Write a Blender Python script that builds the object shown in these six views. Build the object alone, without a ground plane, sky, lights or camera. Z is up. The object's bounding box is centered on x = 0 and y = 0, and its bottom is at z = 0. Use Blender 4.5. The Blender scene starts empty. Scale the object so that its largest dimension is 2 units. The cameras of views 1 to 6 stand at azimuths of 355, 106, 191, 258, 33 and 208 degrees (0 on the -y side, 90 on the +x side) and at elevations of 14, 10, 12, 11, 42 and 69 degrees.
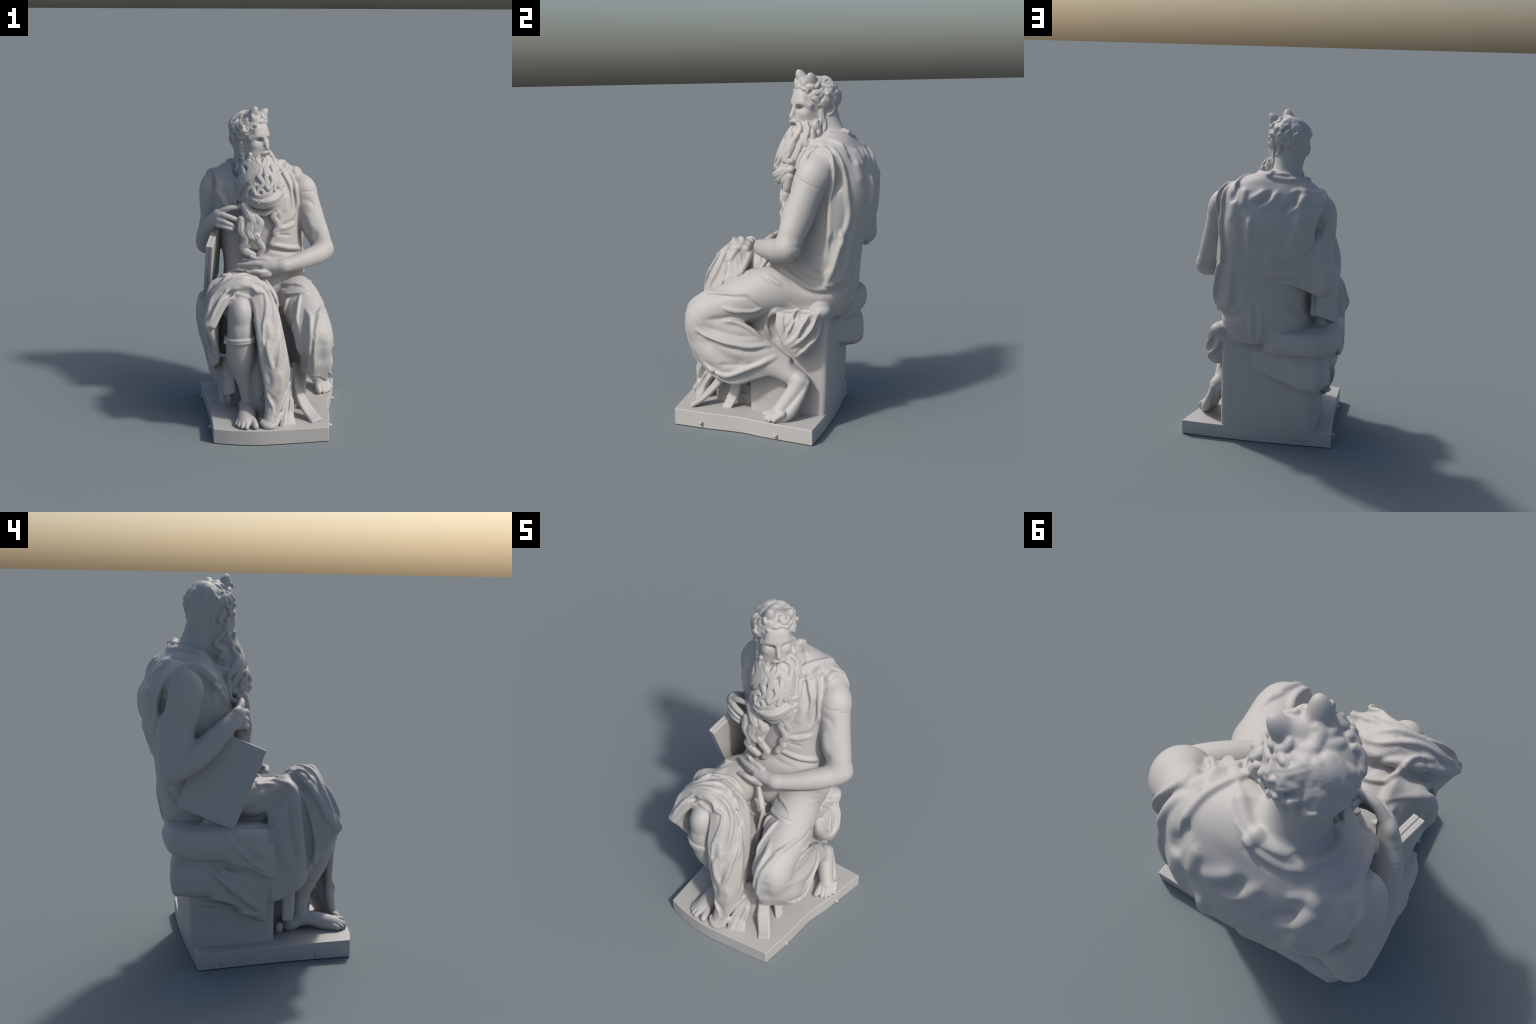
import bpy, math
import numpy as np

# ------------------------------------------------------------------ sculpting engine
# The figure is sculpted as one solid: rounded volumes are blended into a distance
# field, cloth folds / hair locks are raised or cut along spines, and one smooth skin
# is then taken from it and split into named parts.
VOX = 0.0036
LO = np.array([-0.53, -0.61, 0.015])
HI = np.array([0.53, 0.61, 2.03])
N = np.ceil((HI - LO) / VOX).astype(int) + 1
AX = [(LO[i] + VOX * np.arange(N[i])).astype(np.float32) for i in range(3)]
D = np.full(N, 1.0, np.float32)
L = np.zeros(N, np.uint8)
PARTS = []


def part_id(name):
    if name not in PARTS:
        PARTS.append(name)
    return PARTS.index(name) + 1


def region(lo, hi, pad):
    i0 = np.clip(np.floor((np.asarray(lo) - pad - LO) / VOX).astype(int), 0, N)
    i1 = np.clip(np.ceil((np.asarray(hi) + pad - LO) / VOX).astype(int) + 1, 0, N)
    sl = tuple(slice(a, b) for a, b in zip(i0, i1))
    return sl, AX[0][sl[0]][:, None, None], AX[1][sl[1]][None, :, None], AX[2][sl[2]][None, None, :]


def blend(part, sl, d, k, mode="add"):
    cur = D[sl]
    if cur.size == 0:
        return
    if mode == "add":
        m = d < cur
        if part:  # a nameless addition keeps the part it is laid on
            L[sl][m] = part_id(part)
        else:
            L[sl][m & (L[sl] == 0)] = PARTS.index("robe") + 1
        if k > 0:
            h = np.maximum(k - np.abs(cur - d), 0) / k
            D[sl] = np.minimum(cur, d) - h * h * k * 0.25
        else:
            D[sl] = np.minimum(cur, d)
    else:
        d = -d
        if k > 0:
            h = np.maximum(k - np.abs(cur - d), 0) / k
            D[sl] = np.maximum(cur, d) + h * h * k * 0.25
        else:
            D[sl] = np.maximum(cur, d)


def V(*a):
    return np.array(a, float)


def frame(forward, up=(0, 0, 1)):
    """rotation whose rows are forward, left, up"""
    f = np.asarray(forward, float)
    f = f / np.linalg.norm(f)
    l = np.cross(up, f)
    l = l / np.linalg.norm(l)
    return np.array([f, l, np.cross(f, l)])


def ellipsoid(part, c, r, R=None, k=0.02, mode="add"):
    c, r = np.asarray(c, float), np.asarray(r, float)
    m = r.max()
    sl, X, Y, Z = region(c - m, c + m, k + 0.01)
    q = [X - c[0], Y - c[1], Z - c[2]]
    if R is not None:
        q = [R[i][0] * q[0] + R[i][1] * q[1] + R[i][2] * q[2] for i in range(3)]
    k0 = np.sqrt((q[0] / r[0]) ** 2 + (q[1] / r[1]) ** 2 + (q[2] / r[2]) ** 2)
    k1 = np.sqrt((q[0] / r[0] ** 2) ** 2 + (q[1] / r[1] ** 2) ** 2 + (q[2] / r[2] ** 2) ** 2)
    blend(part, sl, (k0 * (k0 - 1) / np.maximum(k1, 1e-6)).astype(np.float32), k, mode)


def box(part, c, half, R=None, rnd=0.01, k=0.01, mode="add"):
    c, half = np.asarray(c, float), np.asarray(half, float)
    m = half if R is None else np.full(3, np.linalg.norm(half))
    sl, X, Y, Z = region(c - m, c + m, k + 0.01)
    q = [X - c[0], Y - c[1], Z - c[2]]
    if R is not None:
        q = [R[i][0] * q[0] + R[i][1] * q[1] + R[i][2] * q[2] for i in range(3)]
    q = [np.abs(a) - (h - rnd) for a, h in zip(q, half)]
    out = np.sqrt(sum(np.maximum(a, 0) ** 2 for a in q))
    ins = np.minimum(np.maximum(np.maximum(q[0], q[1]), q[2]), 0)
    blend(part, sl, (out + ins - rnd).astype(np.float32), k, mode)


def spline(pts, step=0.012):
    """Catmull-Rom through rows (x, y, z, extra...), resampled every `step` metres"""
    P = np.asarray(pts, float)
    if len(P) < 3:
        n = max(2, int(np.linalg.norm(P[-1, :3] - P[0, :3]) / step) + 1)
        return P[0] + (P[-1] - P[0]) * np.linspace(0, 1, n)[:, None]
    Q = np.vstack([2 * P[0] - P[1], P, 2 * P[-1] - P[-2]])
    out = []
    for i in range(1, len(Q) - 2):
        n = max(1, int(np.linalg.norm(Q[i + 1, :3] - Q[i, :3]) / step))
        t = (np.arange(n) / n)[:, None]
        a, b, c, d = Q[i - 1], Q[i], Q[i + 1], Q[i + 2]
        out.append(0.5 * (2 * b + (c - a) * t + (2 * a - 5 * b + 4 * c - d) * t**2 + (3 * b - a - 3 * c + d) * t**3))
    out.append(P[-1:])
    return np.vstack(out)


def polyline_distance(S, R, pad, flat=None):
    """least distance to a chain of round cones; S points, R radii, on a local grid"""
    lo, hi = S.min(0) - R.max(), S.max(0) + R.max()
    sl, X, Y, Z = region(lo, hi, pad)
    d = np.full([s.stop - s.start for s in sl], 1.0, np.float32)
    if d.size == 0:
        return sl, d
    base = [s.start for s in sl]
    for a, b, ra, rb in zip(S[:-1], S[1:], R[:-1], R[1:]):
        m = max(ra, rb)
        s2, x, y, z = region(np.minimum(a, b) - m, np.maximum(a, b) + m, pad)
        loc = tuple(slice(s.start - o, s.stop - o) for s, o in zip(s2, base))
        ab = b - a
        q = [x - a[0], y - a[1], z - a[2]]
        t = np.clip((q[0] * ab[0] + q[1] * ab[1] + q[2] * ab[2]) / max(ab @ ab, 1e-9), 0, 1)
        q = [qi - t * ai for qi, ai in zip(q, ab)]
        dd = q[0] ** 2 + q[1] ** 2 + q[2] ** 2
        if flat is not None:
            n, ratio = flat
            along = q[0] * n[0] + q[1] * n[1] + q[2] * n[2]
            dd = dd + along**2 * (1 / ratio**2 - 1)
        e = np.sqrt(dd) - (ra + (rb - ra) * t)
        if flat is not None:
            e = e * flat[1] ** 0.5
        view = d[loc]
        np.minimum(view, e, out=view)
    return sl, d


def tube(part, pts, r=None, k=0.015, flat=None, step=0.014, mode="add"):
    """pts rows (x,y,z,r) or (x,y,z) with a common r"""
    P = np.asarray(pts, float)
    if P.shape[1] == 3:
        rr = np.full(len(P), r) if np.isscalar(r) else np.interp(np.linspace(0, 1, len(P)), np.linspace(0, 1, len(r)), r)
        P = np.column_stack([P, rr])
    S = spline(P, step)
    if flat is not None:
        n = np.asarray(flat[0], float)
        flat = (n / np.linalg.norm(n), flat[1])
    sl, d = polyline_distance(S[:, :3], np.maximum(S[:, 3], 0.001), k + 0.012, flat)
    blend(part, sl, d, k, mode)


def cloth(part, rows, r=0.02, k=0.015, gap=None, mode="add"):
    """a thick sheet through a net of points: rows (each a list of x,y,z[,r]) side by side"""
    rows = [np.asarray(w, float) for w in rows]
    rows = [w if w.shape[1] == 4 else np.column_stack([w, np.full(len(w), r)]) for w in rows]
    m = 24
    fine = []
    for w in rows:
        s = spline(w, 0.01)
        d = np.r_[0, np.cumsum(np.linalg.norm(np.diff(s[:, :3], axis=0), axis=1))]
        t = np.linspace(0, d[-1], m)
        fine.append(np.column_stack([np.interp(t, d, s[:, j]) for j in range(4)]))
    fine = np.array(fine)  # rows, m, 4
    gap = gap or r * 0.45
    dense = []
    Q = np.concatenate([2 * fine[:1] - fine[1:2], fine, 2 * fine[-1:] - fine[-2:-1]])
    for i in range(1, len(Q) - 2):
        a, b, c, e = Q[i - 1], Q[i], Q[i + 1], Q[i + 2]
        n = max(1, int(np.linalg.norm((c - b)[:, :3], axis=1).max() / gap))
        for t in np.arange(n) / n:
            dense.append(0.5 * (2 * b + (c - a) * t + (2 * a - 5 * b + 4 * c - e) * t**2 + (3 * b - a - 3 * c + e) * t**3))
    dense.append(fine[-1])
    A = np.array(dense)
    lo, hi = A[..., :3].min((0, 1)) - A[..., 3].max(), A[..., :3].max((0, 1)) + A[..., 3].max()
    sl, X, Y, Z = region(lo, hi, k + 0.012)
    d = np.full([q.stop - q.start for q in sl], 1.0, np.float32)
    base = [q.start for q in sl]
    for row in A:
        s2, e = polyline_distance(row[:, :3], np.maximum(row[:, 3], 0.001), k + 0.012)
        loc = tuple(slice(q.start - o, q.stop - o) for q, o in zip(s2, base))
        view = d[loc]
        np.minimum(view, e, out=view)
    blend(part, sl, d, k, mode)


def sample(P):
    """trilinear value of the field at points"""
    g = np.clip((np.asarray(P, float) - LO) / VOX, 0, N - 1.001)
    i = g.astype(int)
    f = g - i
    v = 0
    for a in (0, 1):
        for b in (0, 1):
            for c in (0, 1):
                w = (f[:, 0] if a else 1 - f[:, 0]) * (f[:, 1] if b else 1 - f[:, 1]) * (f[:, 2] if c else 1 - f[:, 2])
                v = v + w * D[i[:, 0] + a, i[:, 1] + b, i[:, 2] + c]
    return v


def snap(P, rounds=6):
    """draw points onto the present surface"""
    P = np.array(P, float)
    e = VOX * 1.5
    for _ in range(rounds):
        v = sample(P)
        g = np.column_stack([sample(P + e * np.eye(3)[i]) - sample(P - e * np.eye(3)[i]) for i in range(3)]) / (2 * e)
        n2 = np.maximum((g**2).sum(1), 0.05)
        s = -(v / n2)[:, None] * g
        l = np.linalg.norm(s, axis=1, keepdims=True)
        s = s * np.minimum(1, 0.03 / np.maximum(l, 1e-9))
        s[v > 0.5] = 0
        P = P + s
    return P


def fold(pts, h=0.012, w=0.016, ends=True, on=True, power=2):
    """raise (h > 0) or cut (h < 0) a soft ridge of half width w along a spine on the surface"""
    P = np.asarray(pts, float)[:, :3]
    S = spline(P, 0.012)
    if on:
        S = snap(S)
    n = len(S)
    t = np.linspace(0, 1, n)
    prof = np.minimum(1, np.minimum(t, 1 - t) / 0.22) if ends else np.ones(n)
    prof = prof * prof * (3 - 2 * prof)
    # the ridge narrows towards its ends: use negative radius to carry the fade
    R = (prof - 1) * w * 1.2
    lo, hi = S.min(0), S.max(0)
    sl, d = polyline_distance2(S, R, 2.2 * w)
    D[sl] -= (h * np.exp(-np.abs(d / w) ** power)).astype(np.float32)


def polyline_distance2(S, R, pad):
    lo, hi = S.min(0), S.max(0)
    sl, X, Y, Z = region(lo, hi, pad)
    d = np.full([s.stop - s.start for s in sl], 1.0, np.float32)
    if d.size == 0:
        return sl, d
    base = [s.start for s in sl]
    for a, b, ra, rb in zip(S[:-1], S[1:], R[:-1], R[1:]):
        s2, x, y, z = region(np.minimum(a, b), np.maximum(a, b), pad)
        loc = tuple(slice(s.start - o, s.stop - o) for s, o in zip(s2, base))
        ab = b - a
        q = [x - a[0], y - a[1], z - a[2]]
        t = np.clip((q[0] * ab[0] + q[1] * ab[1] + q[2] * ab[2]) / max(ab @ ab, 1e-9), 0, 1)
        q = [qi - t * ai for qi, ai in zip(q, ab)]
        e = np.sqrt(q[0] ** 2 + q[1] ** 2 + q[2] ** 2) - (ra + (rb - ra) * t)
        view = d[loc]
        np.minimum(view, e, out=view)
    return sl, d


def section_body(part, rows, k=0.02, power_default=2.4):
    """body through horizontal sections: rows (z, x_left, x_right, y_front, y_back, cx, cy, power)"""
    A = np.asarray(rows, float)
    lo = V(A[:, 1].min(), A[:, 3].min(), A[:, 0].min())
    hi = V(A[:, 2].max(), A[:, 4].max(), A[:, 0].max())
    sl, X, Y, Z = region(lo, hi, k + 0.02)
    z = Z.ravel()
    S = spline(np.column_stack([A[:, 0], np.zeros((len(A), 2)), A]), 0.01)
    o = np.argsort(S[:, 3])
    S = S[o]
    col = [np.interp(z, S[:, 3], S[:, 3 + j])[None, None, :].astype(np.float32) for j in range(8)]
    _, xl, xr, yf, yb, cx, cy, pw = col
    dx, dy = X - cx, Y - cy
    rx = np.where(dx > 0, xr - cx, cx - xl)
    ry = np.where(dy > 0, yb - cy, cy - yf)
    u = (np.abs(dx) / rx) ** pw + (np.abs(dy) / ry) ** pw
    g = u ** (1 / pw)
    d = (g - 1) * np.minimum(rx, ry)
    over = np.maximum(np.maximum(Z - A[:, 0].max(), A[:, 0].min() - Z), 0)
    d = np.where(over > 0, np.sqrt(np.maximum(d, 0) ** 2 + over**2) + np.minimum(d, 0) * 0 + 0.0, d)
    blend(part, sl, d.astype(np.float32), k)


# ------------------------------------------------------------------ skin
def skin():
    s = D < 0
    c = None
    corner = [(a, b, e) for a in (0, 1) for b in (0, 1) for e in (0, 1)]
    n = N - 1
    any_, all_ = np.zeros(n, bool), np.ones(n, bool)
    for a, b, e in corner:
        v = s[a : a + n[0], b : b + n[1], e : e + n[2]]
        any_ |= v
        all_ &= v
    act = np.argwhere(any_ & ~all_)
    vals = np.stack([D[act[:, 0] + a, act[:, 1] + b, act[:, 2] + e] for a, b, e in corner], 1)
    labs = np.stack([L[act[:, 0] + a, act[:, 1] + b, act[:, 2] + e] for a, b, e in corner], 1)
    acc, cnt = np.zeros((len(act), 3)), np.zeros(len(act))
    C = np.array(corner)
    for i in range(8):
        for j in range(i + 1, 8):
            if np.abs(C[i] - C[j]).sum() == 1:
                m = (vals[:, i] < 0) != (vals[:, j] < 0)
                t = vals[m, i] / (vals[m, i] - vals[m, j])
                acc[m] += C[i] + t[:, None] * (C[j] - C[i])
                cnt[m] += 1
    P = LO + VOX * (act + acc / cnt[:, None])
    lab = labs[np.arange(len(act)), vals.argmin(1)]
    idx = np.full(n, -1, np.int32)
    idx[act[:, 0], act[:, 1], act[:, 2]] = np.arange(len(act))
    quads = []
    for ax in range(3):
        a, b = (ax + 1) % 3, (ax + 2) % 3
        s0 = [slice(1, N[i] - 1) for i in range(3)]
        s1 = list(s0)
        s0[ax], s1[ax] = slice(0, N[ax] - 1), slice(1, N[ax])
        p, q = s[tuple(s0)], s[tuple(s1)]
        e = np.argwhere(p != q)
        flip = p[e[:, 0], e[:, 1], e[:, 2]]
        off = np.array([1, 1, 1])
        off[ax] = 0
        e = e + off
        ring = []
        for da, db in ((0, 0), (-1, 0), (-1, -1), (0, -1)):
            g = e.copy()
            g[:, a] += da
            g[:, b] += db
            ring.append(idx[g[:, 0], g[:, 1], g[:, 2]])
        q4 = np.stack(ring, 1)
        q4[~flip] = q4[~flip][:, ::-1]
        quads.append(q4)
    F = np.vstack(quads)
    F = F[(F >= 0).all(1)]
    return P, F, lab


def relax(P, F, rounds=1, lam=0.5, mu=-0.52):
    E = np.vstack([F[:, [0, 1]], F[:, [1, 2]], F[:, [2, 3]], F[:, [3, 0]]])
    n = len(P)
    deg = np.bincount(E[:, 0], minlength=n) + np.bincount(E[:, 1], minlength=n)
    for _ in range(rounds):
        for f in (lam, mu):
            avg = np.stack([(np.bincount(E[:, 0], P[E[:, 1], i], n) + np.bincount(E[:, 1], P[E[:, 0], i], n)) for i in range(3)], 1)
            P = P + f * (avg / np.maximum(deg, 1)[:, None] - P)
    return P


def normals(P, F):
    fn = np.cross(P[F[:, 2]] - P[F[:, 0]], P[F[:, 3]] - P[F[:, 1]])
    nv = np.stack([sum(np.bincount(F[:, j], fn[:, i], len(P)) for j in range(4)) for i in range(3)], 1)
    return nv / np.maximum(np.linalg.norm(nv, axis=1, keepdims=True), 1e-12)


def largest_pieces(P, F, least=400):
    """drop stray crumbs of skin"""
    n = len(P)
    g = np.arange(n)
    E = np.vstack([F[:, [0, 1]], F[:, [1, 2]], F[:, [2, 3]], F[:, [3, 0]]])
    while True:
        m = np.minimum(g[E[:, 0]], g[E[:, 1]])
        h = g.copy()
        np.minimum.at(h, E[:, 0], m)
        np.minimum.at(h, E[:, 1], m)
        h = h[h]
        h = h[h]
        if (h == g).all():
            break
        g = h
    size = np.bincount(g, minlength=n)
    return F[size[g[F[:, 0]]] >= least]


def mesh_object(name, P, F, NV, mat, parent):
    me = bpy.data.meshes.new(name)
    me.vertices.add(len(P))
    me.vertices.foreach_set("co", P.astype(np.float32).ravel())
    me.loops.add(F.size)
    me.loops.foreach_set("vertex_index", F.astype(np.int32).ravel())
    me.polygons.add(len(F))
    me.polygons.foreach_set("loop_start", np.arange(0, F.size, F.shape[1], dtype=np.int32))
    me.update(calc_edges=True)
    me.polygons.foreach_set("use_smooth", np.ones(len(F), bool))
    me.normals_split_custom_set_from_vertices(NV)
    me.materials.append(mat)
    ob = bpy.data.objects.new(name, me)
    bpy.context.scene.collection.objects.link(ob)
    ob.parent = parent
    return ob

rng = np.random.default_rng(7)

# ------------------------------------------------------------------ the seat
section_body("seat", [
    (0.03, -0.337, 0.236, -0.120, 0.322, -0.05, 0.10, 14),
    (0.20, -0.335, 0.236, -0.120, 0.334, -0.05, 0.10, 14),
    (0.40, -0.333, 0.234, -0.120, 0.340, -0.05, 0.10, 14),
    (0.70, -0.330, 0.232, -0.110, 0.345, -0.05, 0.10, 14)], k=0)
# thick padded edge at the seat's height, overhanging on one side and behind
section_body("cushion", [
    (0.568, -0.41, -0.05, -0.04, 0.39, -0.25, 0.07, 3.8),
    (0.583, -0.448, 0.00, -0.07, 0.435, -0.25, 0.07, 3.8),
    (0.640, -0.468, 0.02, -0.080, 0.460, -0.25, 0.07, 3.6),
    (0.700, -0.470, 0.02, -0.085, 0.458, -0.25, 0.07, 3.4),
    (0.732, -0.456, 0.02, -0.078, 0.434, -0.25, 0.07, 3.2),
    (0.746, -0.41, 0.02, -0.04, 0.37, -0.25, 0.07, 3.0)], k=0.012)
cloth("cushion", [
    [(-0.442, 0.16, 0.62), (-0.44, 0.15, 0.582)],
    [(-0.442, 0.05, 0.62), (-0.438, 0.04, 0.545)],
    [(-0.437, -0.03, 0.62), (-0.428, -0.04, 0.500)],
    [(-0.427, -0.065, 0.64), (-0.417, -0.080, 0.485)]], 0.022, k=0.03)
# cloth hanging below it round the rear corner
section_body("seat_drapery", [
    (0.365, -0.34, -0.24, 0.05, 0.35, -0.30, 0.16, 4),
    (0.378, -0.391, -0.22, 0.00, 0.400, -0.30, 0.16, 4),
    (0.400, -0.409, -0.20, -0.03, 0.424, -0.30, 0.16, 4),
    (0.450, -0.415, -0.18, -0.04, 0.430, -0.30, 0.16, 4),
    (0.590, -0.408, -0.16, -0.04, 0.415, -0.30, 0.16, 4)], k=0.015)
cloth("seat_drapery", [
    [(-0.34, 0.400, 0.57), (-0.34, 0.408, 0.48), (-0.34, 0.402, 0.395)],
    [(-0.22, 0.390, 0.57), (-0.22, 0.392, 0.50), (-0.22, 0.385, 0.418)],
    [(-0.10, 0.365, 0.57), (-0.10, 0.362, 0.51), (-0.10, 0.355, 0.445)],
    [(0.00, 0.335, 0.57), (0.00, 0.332, 0.53), (0.00, 0.328, 0.475)]], 0.022, k=0.02)
cloth("seat_drapery", [
    [(-0.393, 0.24, 0.50), (-0.387, 0.22, 0.375)],
    [(-0.395, 0.14, 0.50), (-0.385, 0.13, 0.350)],
    [(-0.398, 0.07, 0.50), (-0.375, 0.06, 0.300)],
    [(-0.398, 0.02, 0.50), (-0.359, 0.01, 0.260)],
    [(-0.388, -0.05, 0.50), (-0.345, -0.040, 0.235)]], 0.022, k=0.02)

# ------------------------------------------------------------------ trunk under tunic and cloak
section_body("tunic", [
    (0.640, -0.25, 0.205, 0.02, 0.40, -0.02, 0.20, 2.6),
    (0.700, -0.28, 0.235, 0.00, 0.430, -0.02, 0.20, 2.5),
    (0.780, -0.29, 0.250, -0.04, 0.450, -0.03, 0.22, 2.5),
    (0.850, -0.29, 0.245, -0.035, 0.462, -0.03, 0.24, 2.5),
    (0.930, -0.285, 0.246, -0.005, 0.470, -0.03, 0.26, 2.5),
    (1.000, -0.29, 0.243, 0.028, 0.478, -0.04, 0.28, 2.5),
    (1.050, -0.30, 0.238, 0.062, 0.488, -0.04, 0.28, 2.5),
    (1.150, -0.32, 0.232, 0.070, 0.520, -0.05, 0.30, 2.5),
    (1.250, -0.335, 0.230, 0.075, 0.550, -0.06, 0.32, 2.5),
    (1.350, -0.345, 0.232, 0.090, 0.564, -0.07, 0.33, 2.4),
    (1.430, -0.350, 0.222, 0.112, 0.545, -0.07, 0.34, 2.4),
    (1.500, -0.345, 0.218, 0.145, 0.514, -0.07, 0.345, 2.4),
    (1.550, -0.335, 0.200, 0.185, 0.486, -0.07, 0.345, 2.4),
    (1.590, -0.305, 0.160, 0.215, 0.452, -0.08, 0.345, 2.3),
    (1.622, -0.235, 0.092, 0.245, 0.428, -0.085, 0.335, 2.1),
    (1.645, -0.180, 0.030, 0.275, 0.400, -0.09, 0.335, 2.0)], k=0.02)
# cloak spread over the other arm, its hem hanging behind the elbow
cloth("cloak", [
    [(-0.10, 0.530, 1.22), (-0.10, 0.500, 1.13), (-0.11, 0.478, 1.060)],
    [(-0.19, 0.520, 1.23), (-0.20, 0.492, 1.13), (-0.205, 0.470, 1.052)],
    [(-0.27, 0.490, 1.23), (-0.285, 0.472, 1.12), (-0.29, 0.455, 1.022)],
    [(-0.33, 0.470, 1.22), (-0.355, 0.462, 1.10), (-0.37, 0.445, 0.985)]], 0.024, k=0.03)
cloth("cloak", [
    [(-0.345, 0.395, 1.545), (-0.352, 0.455, 1.49), (-0.335, 0.488, 1.40), (-0.305, 0.500, 1.30), (-0.262, 0.500, 1.21)],
    [(-0.26, 0.440, 1.545), (-0.26, 0.500, 1.475), (-0.245, 0.528, 1.39), (-0.215, 0.535, 1.30), (-0.18, 0.525, 1.20)]], 0.018, k=0.025)
# free edge of the cloak down one side of the back
cloth("cloak", [
    [(0.195, 0.360, 1.45), (0.225, 0.362, 1.33), (0.242, 0.362, 1.18), (0.252, 0.355, 1.00), (0.252, 0.345, 0.84)],
    [(0.170, 0.410, 1.45), (0.190, 0.412, 1.33), (0.205, 0.412, 1.18), (0.225, 0.395, 1.00), (0.232, 0.370, 0.84)],
    [(0.110, 0.450, 1.45), (0.125, 0.465, 1.33), (0.135, 0.462, 1.18), (0.155, 0.440, 1.00), (0.170, 0.415, 0.87)]], 0.016, k=0.02)
# neck
tube("neck", [(-0.12, 0.31, 1.56, 0.10), (-0.132, 0.272, 1.66, 0.084), (-0.138, 0.245, 1.76, 0.080)], k=0.03)

# ------------------------------------------------------------------ arms
tube("arm#left", [(0.185, 0.325, 1.475, 0.085), (0.236, 0.280, 1.42, 0.091), (0.272, 0.236, 1.32, 0.085),
                  (0.306, 0.200, 1.21, 0.083), (0.340, 0.175, 1.13, 0.073), (0.362, 0.150, 1.055, 0.064)], k=0.025)
ellipsoid("arm#left", (0.246, 0.272, 1.43), (0.072, 0.080, 0.085), k=0.04)
ellipsoid("arm#left", (0.300, 0.172, 1.21), (0.045, 0.040, 0.075), k=0.04)
tube("arm#left", [(0.372, 0.165, 1.05, 0.064), (0.325, 0.10, 1.035, 0.064), (0.25, 0.035, 1.025, 0.060), (0.16, -0.03, 1.013, 0.050), (0.075, -0.075, 1.005, 0.043)], k=0.03)
tube("hand#left", [(0.08, -0.068, 1.005, 0.042), (0.02, -0.075, 1.005, 0.038), (-0.04, -0.072, 1.003, 0.030)], k=0.02)
ellipsoid("hand#left", (-0.012, -0.068, 0.990), (0.075, 0.028, 0.048), k=0.02)
for finger in ([(-0.020, -0.060, 1.035, 0.018), (-0.060, -0.050, 1.048, 0.015), (-0.095, -0.045, 1.047, 0.014), (-0.128, -0.036, 1.060, 0.012)],
               [(-0.050, -0.055, 1.028, 0.017), (-0.100, -0.045, 1.030, 0.014), (-0.138, -0.025, 1.031, 0.013), (-0.172, 0.005, 1.022, 0.012)],
               [(-0.050, -0.070, 1.014, 0.020), (-0.084, -0.068, 1.018, 0.017), (-0.157, -0.040, 1.008, 0.016), (-0.205, -0.008, 0.997, 0.013)],
               [(-0.050, -0.070, 0.995, 0.018), (-0.110, -0.060, 0.992, 0.014), (-0.150, -0.035, 0.985, 0.013), (-0.190, -0.005, 0.985, 0.011)],
               [(-0.030, -0.090, 0.972, 0.020), (-0.071, -0.108, 0.975, 0.017), (-0.105, -0.108, 0.981, 0.015), (-0.154, -0.098, 0.971, 0.011)],
               [(-0.020, -0.085, 0.955, 0.022), (-0.065, -0.100, 0.956, 0.016)]):
    tube("hand#left", finger, k=0.008)
tube("arm#right", [(-0.310, 0.39, 1.475, 0.083), (-0.350, 0.383, 1.42, 0.096), (-0.355, 0.388, 1.34, 0.096),
                   (-0.350, 0.408, 1.24, 0.095), (-0.376, 0.422, 1.12, 0.086), (-0.394, 0.432, 1.05, 0.070)], k=0.02, flat=((1, 0, 0), 0.88))
ellipsoid("arm#right", (-0.358, 0.372, 1.44), (0.072, 0.092, 0.095), k=0.03)
tube("arm#right", [(-0.400, 0.440, 1.035, 0.060), (-0.404, 0.36, 1.075, 0.065), (-0.397, 0.27, 1.145, 0.064), (-0.377, 0.185, 1.225, 0.051), (-0.352, 0.135, 1.27, 0.042)], k=0.025)
ellipsoid("hand#right", (-0.333, 0.098, 1.285), (0.050, 0.032, 0.058), frame((0.6, -0.75, 0.1)), k=0.02)
for finger in ([(-0.326, 0.095, 1.322, 0.0204), (-0.288, 0.072, 1.345, 0.018), (-0.254, 0.062, 1.358, 0.0168), (-0.198, 0.058, 1.362, 0.0144)],
               [(-0.318, 0.075, 1.31, 0.0216), (-0.288, 0.052, 1.31, 0.018), (-0.245, 0.04, 1.297, 0.0168), (-0.196, 0.04, 1.279, 0.0144)],
               [(-0.326, 0.07, 1.278, 0.0216), (-0.298, 0.05, 1.274, 0.018), (-0.266, 0.04, 1.26, 0.0168), (-0.226, 0.045, 1.241, 0.0132)],
               [(-0.333, 0.07, 1.248, 0.0192), (-0.308, 0.052, 1.242, 0.0156), (-0.283, 0.04, 1.236, 0.0144), (-0.245, 0.036, 1.223, 0.012)]):
    tube("hand#right", finger, k=0.008)

box("seat", (-0.352, 0.225, 0.745), (0.05, 0.022, 0.05), frame((0.25, 0.92, 0.30)), rnd=0.012, k=0.03)

# ------------------------------------------------------------------ legs
tube("robe", [(-0.15, 0.20, 0.84, 0.115), (-0.20, -0.05, 0.828, 0.122), (-0.22, -0.28, 0.83, 0.122)], k=0.03)
tube("robe", [(0.115, 0.20, 0.79, 0.13), (0.170, 0.0, 0.775, 0.138), (0.205, -0.14, 0.725, 0.134), (0.240, -0.34, 0.640, 0.118), (0.243, -0.375, 0.590, 0.106)], k=0.03)
ellipsoid("robe", (-0.245, -0.01, 0.845), (0.115, 0.16, 0.095), k=0.03)
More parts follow.
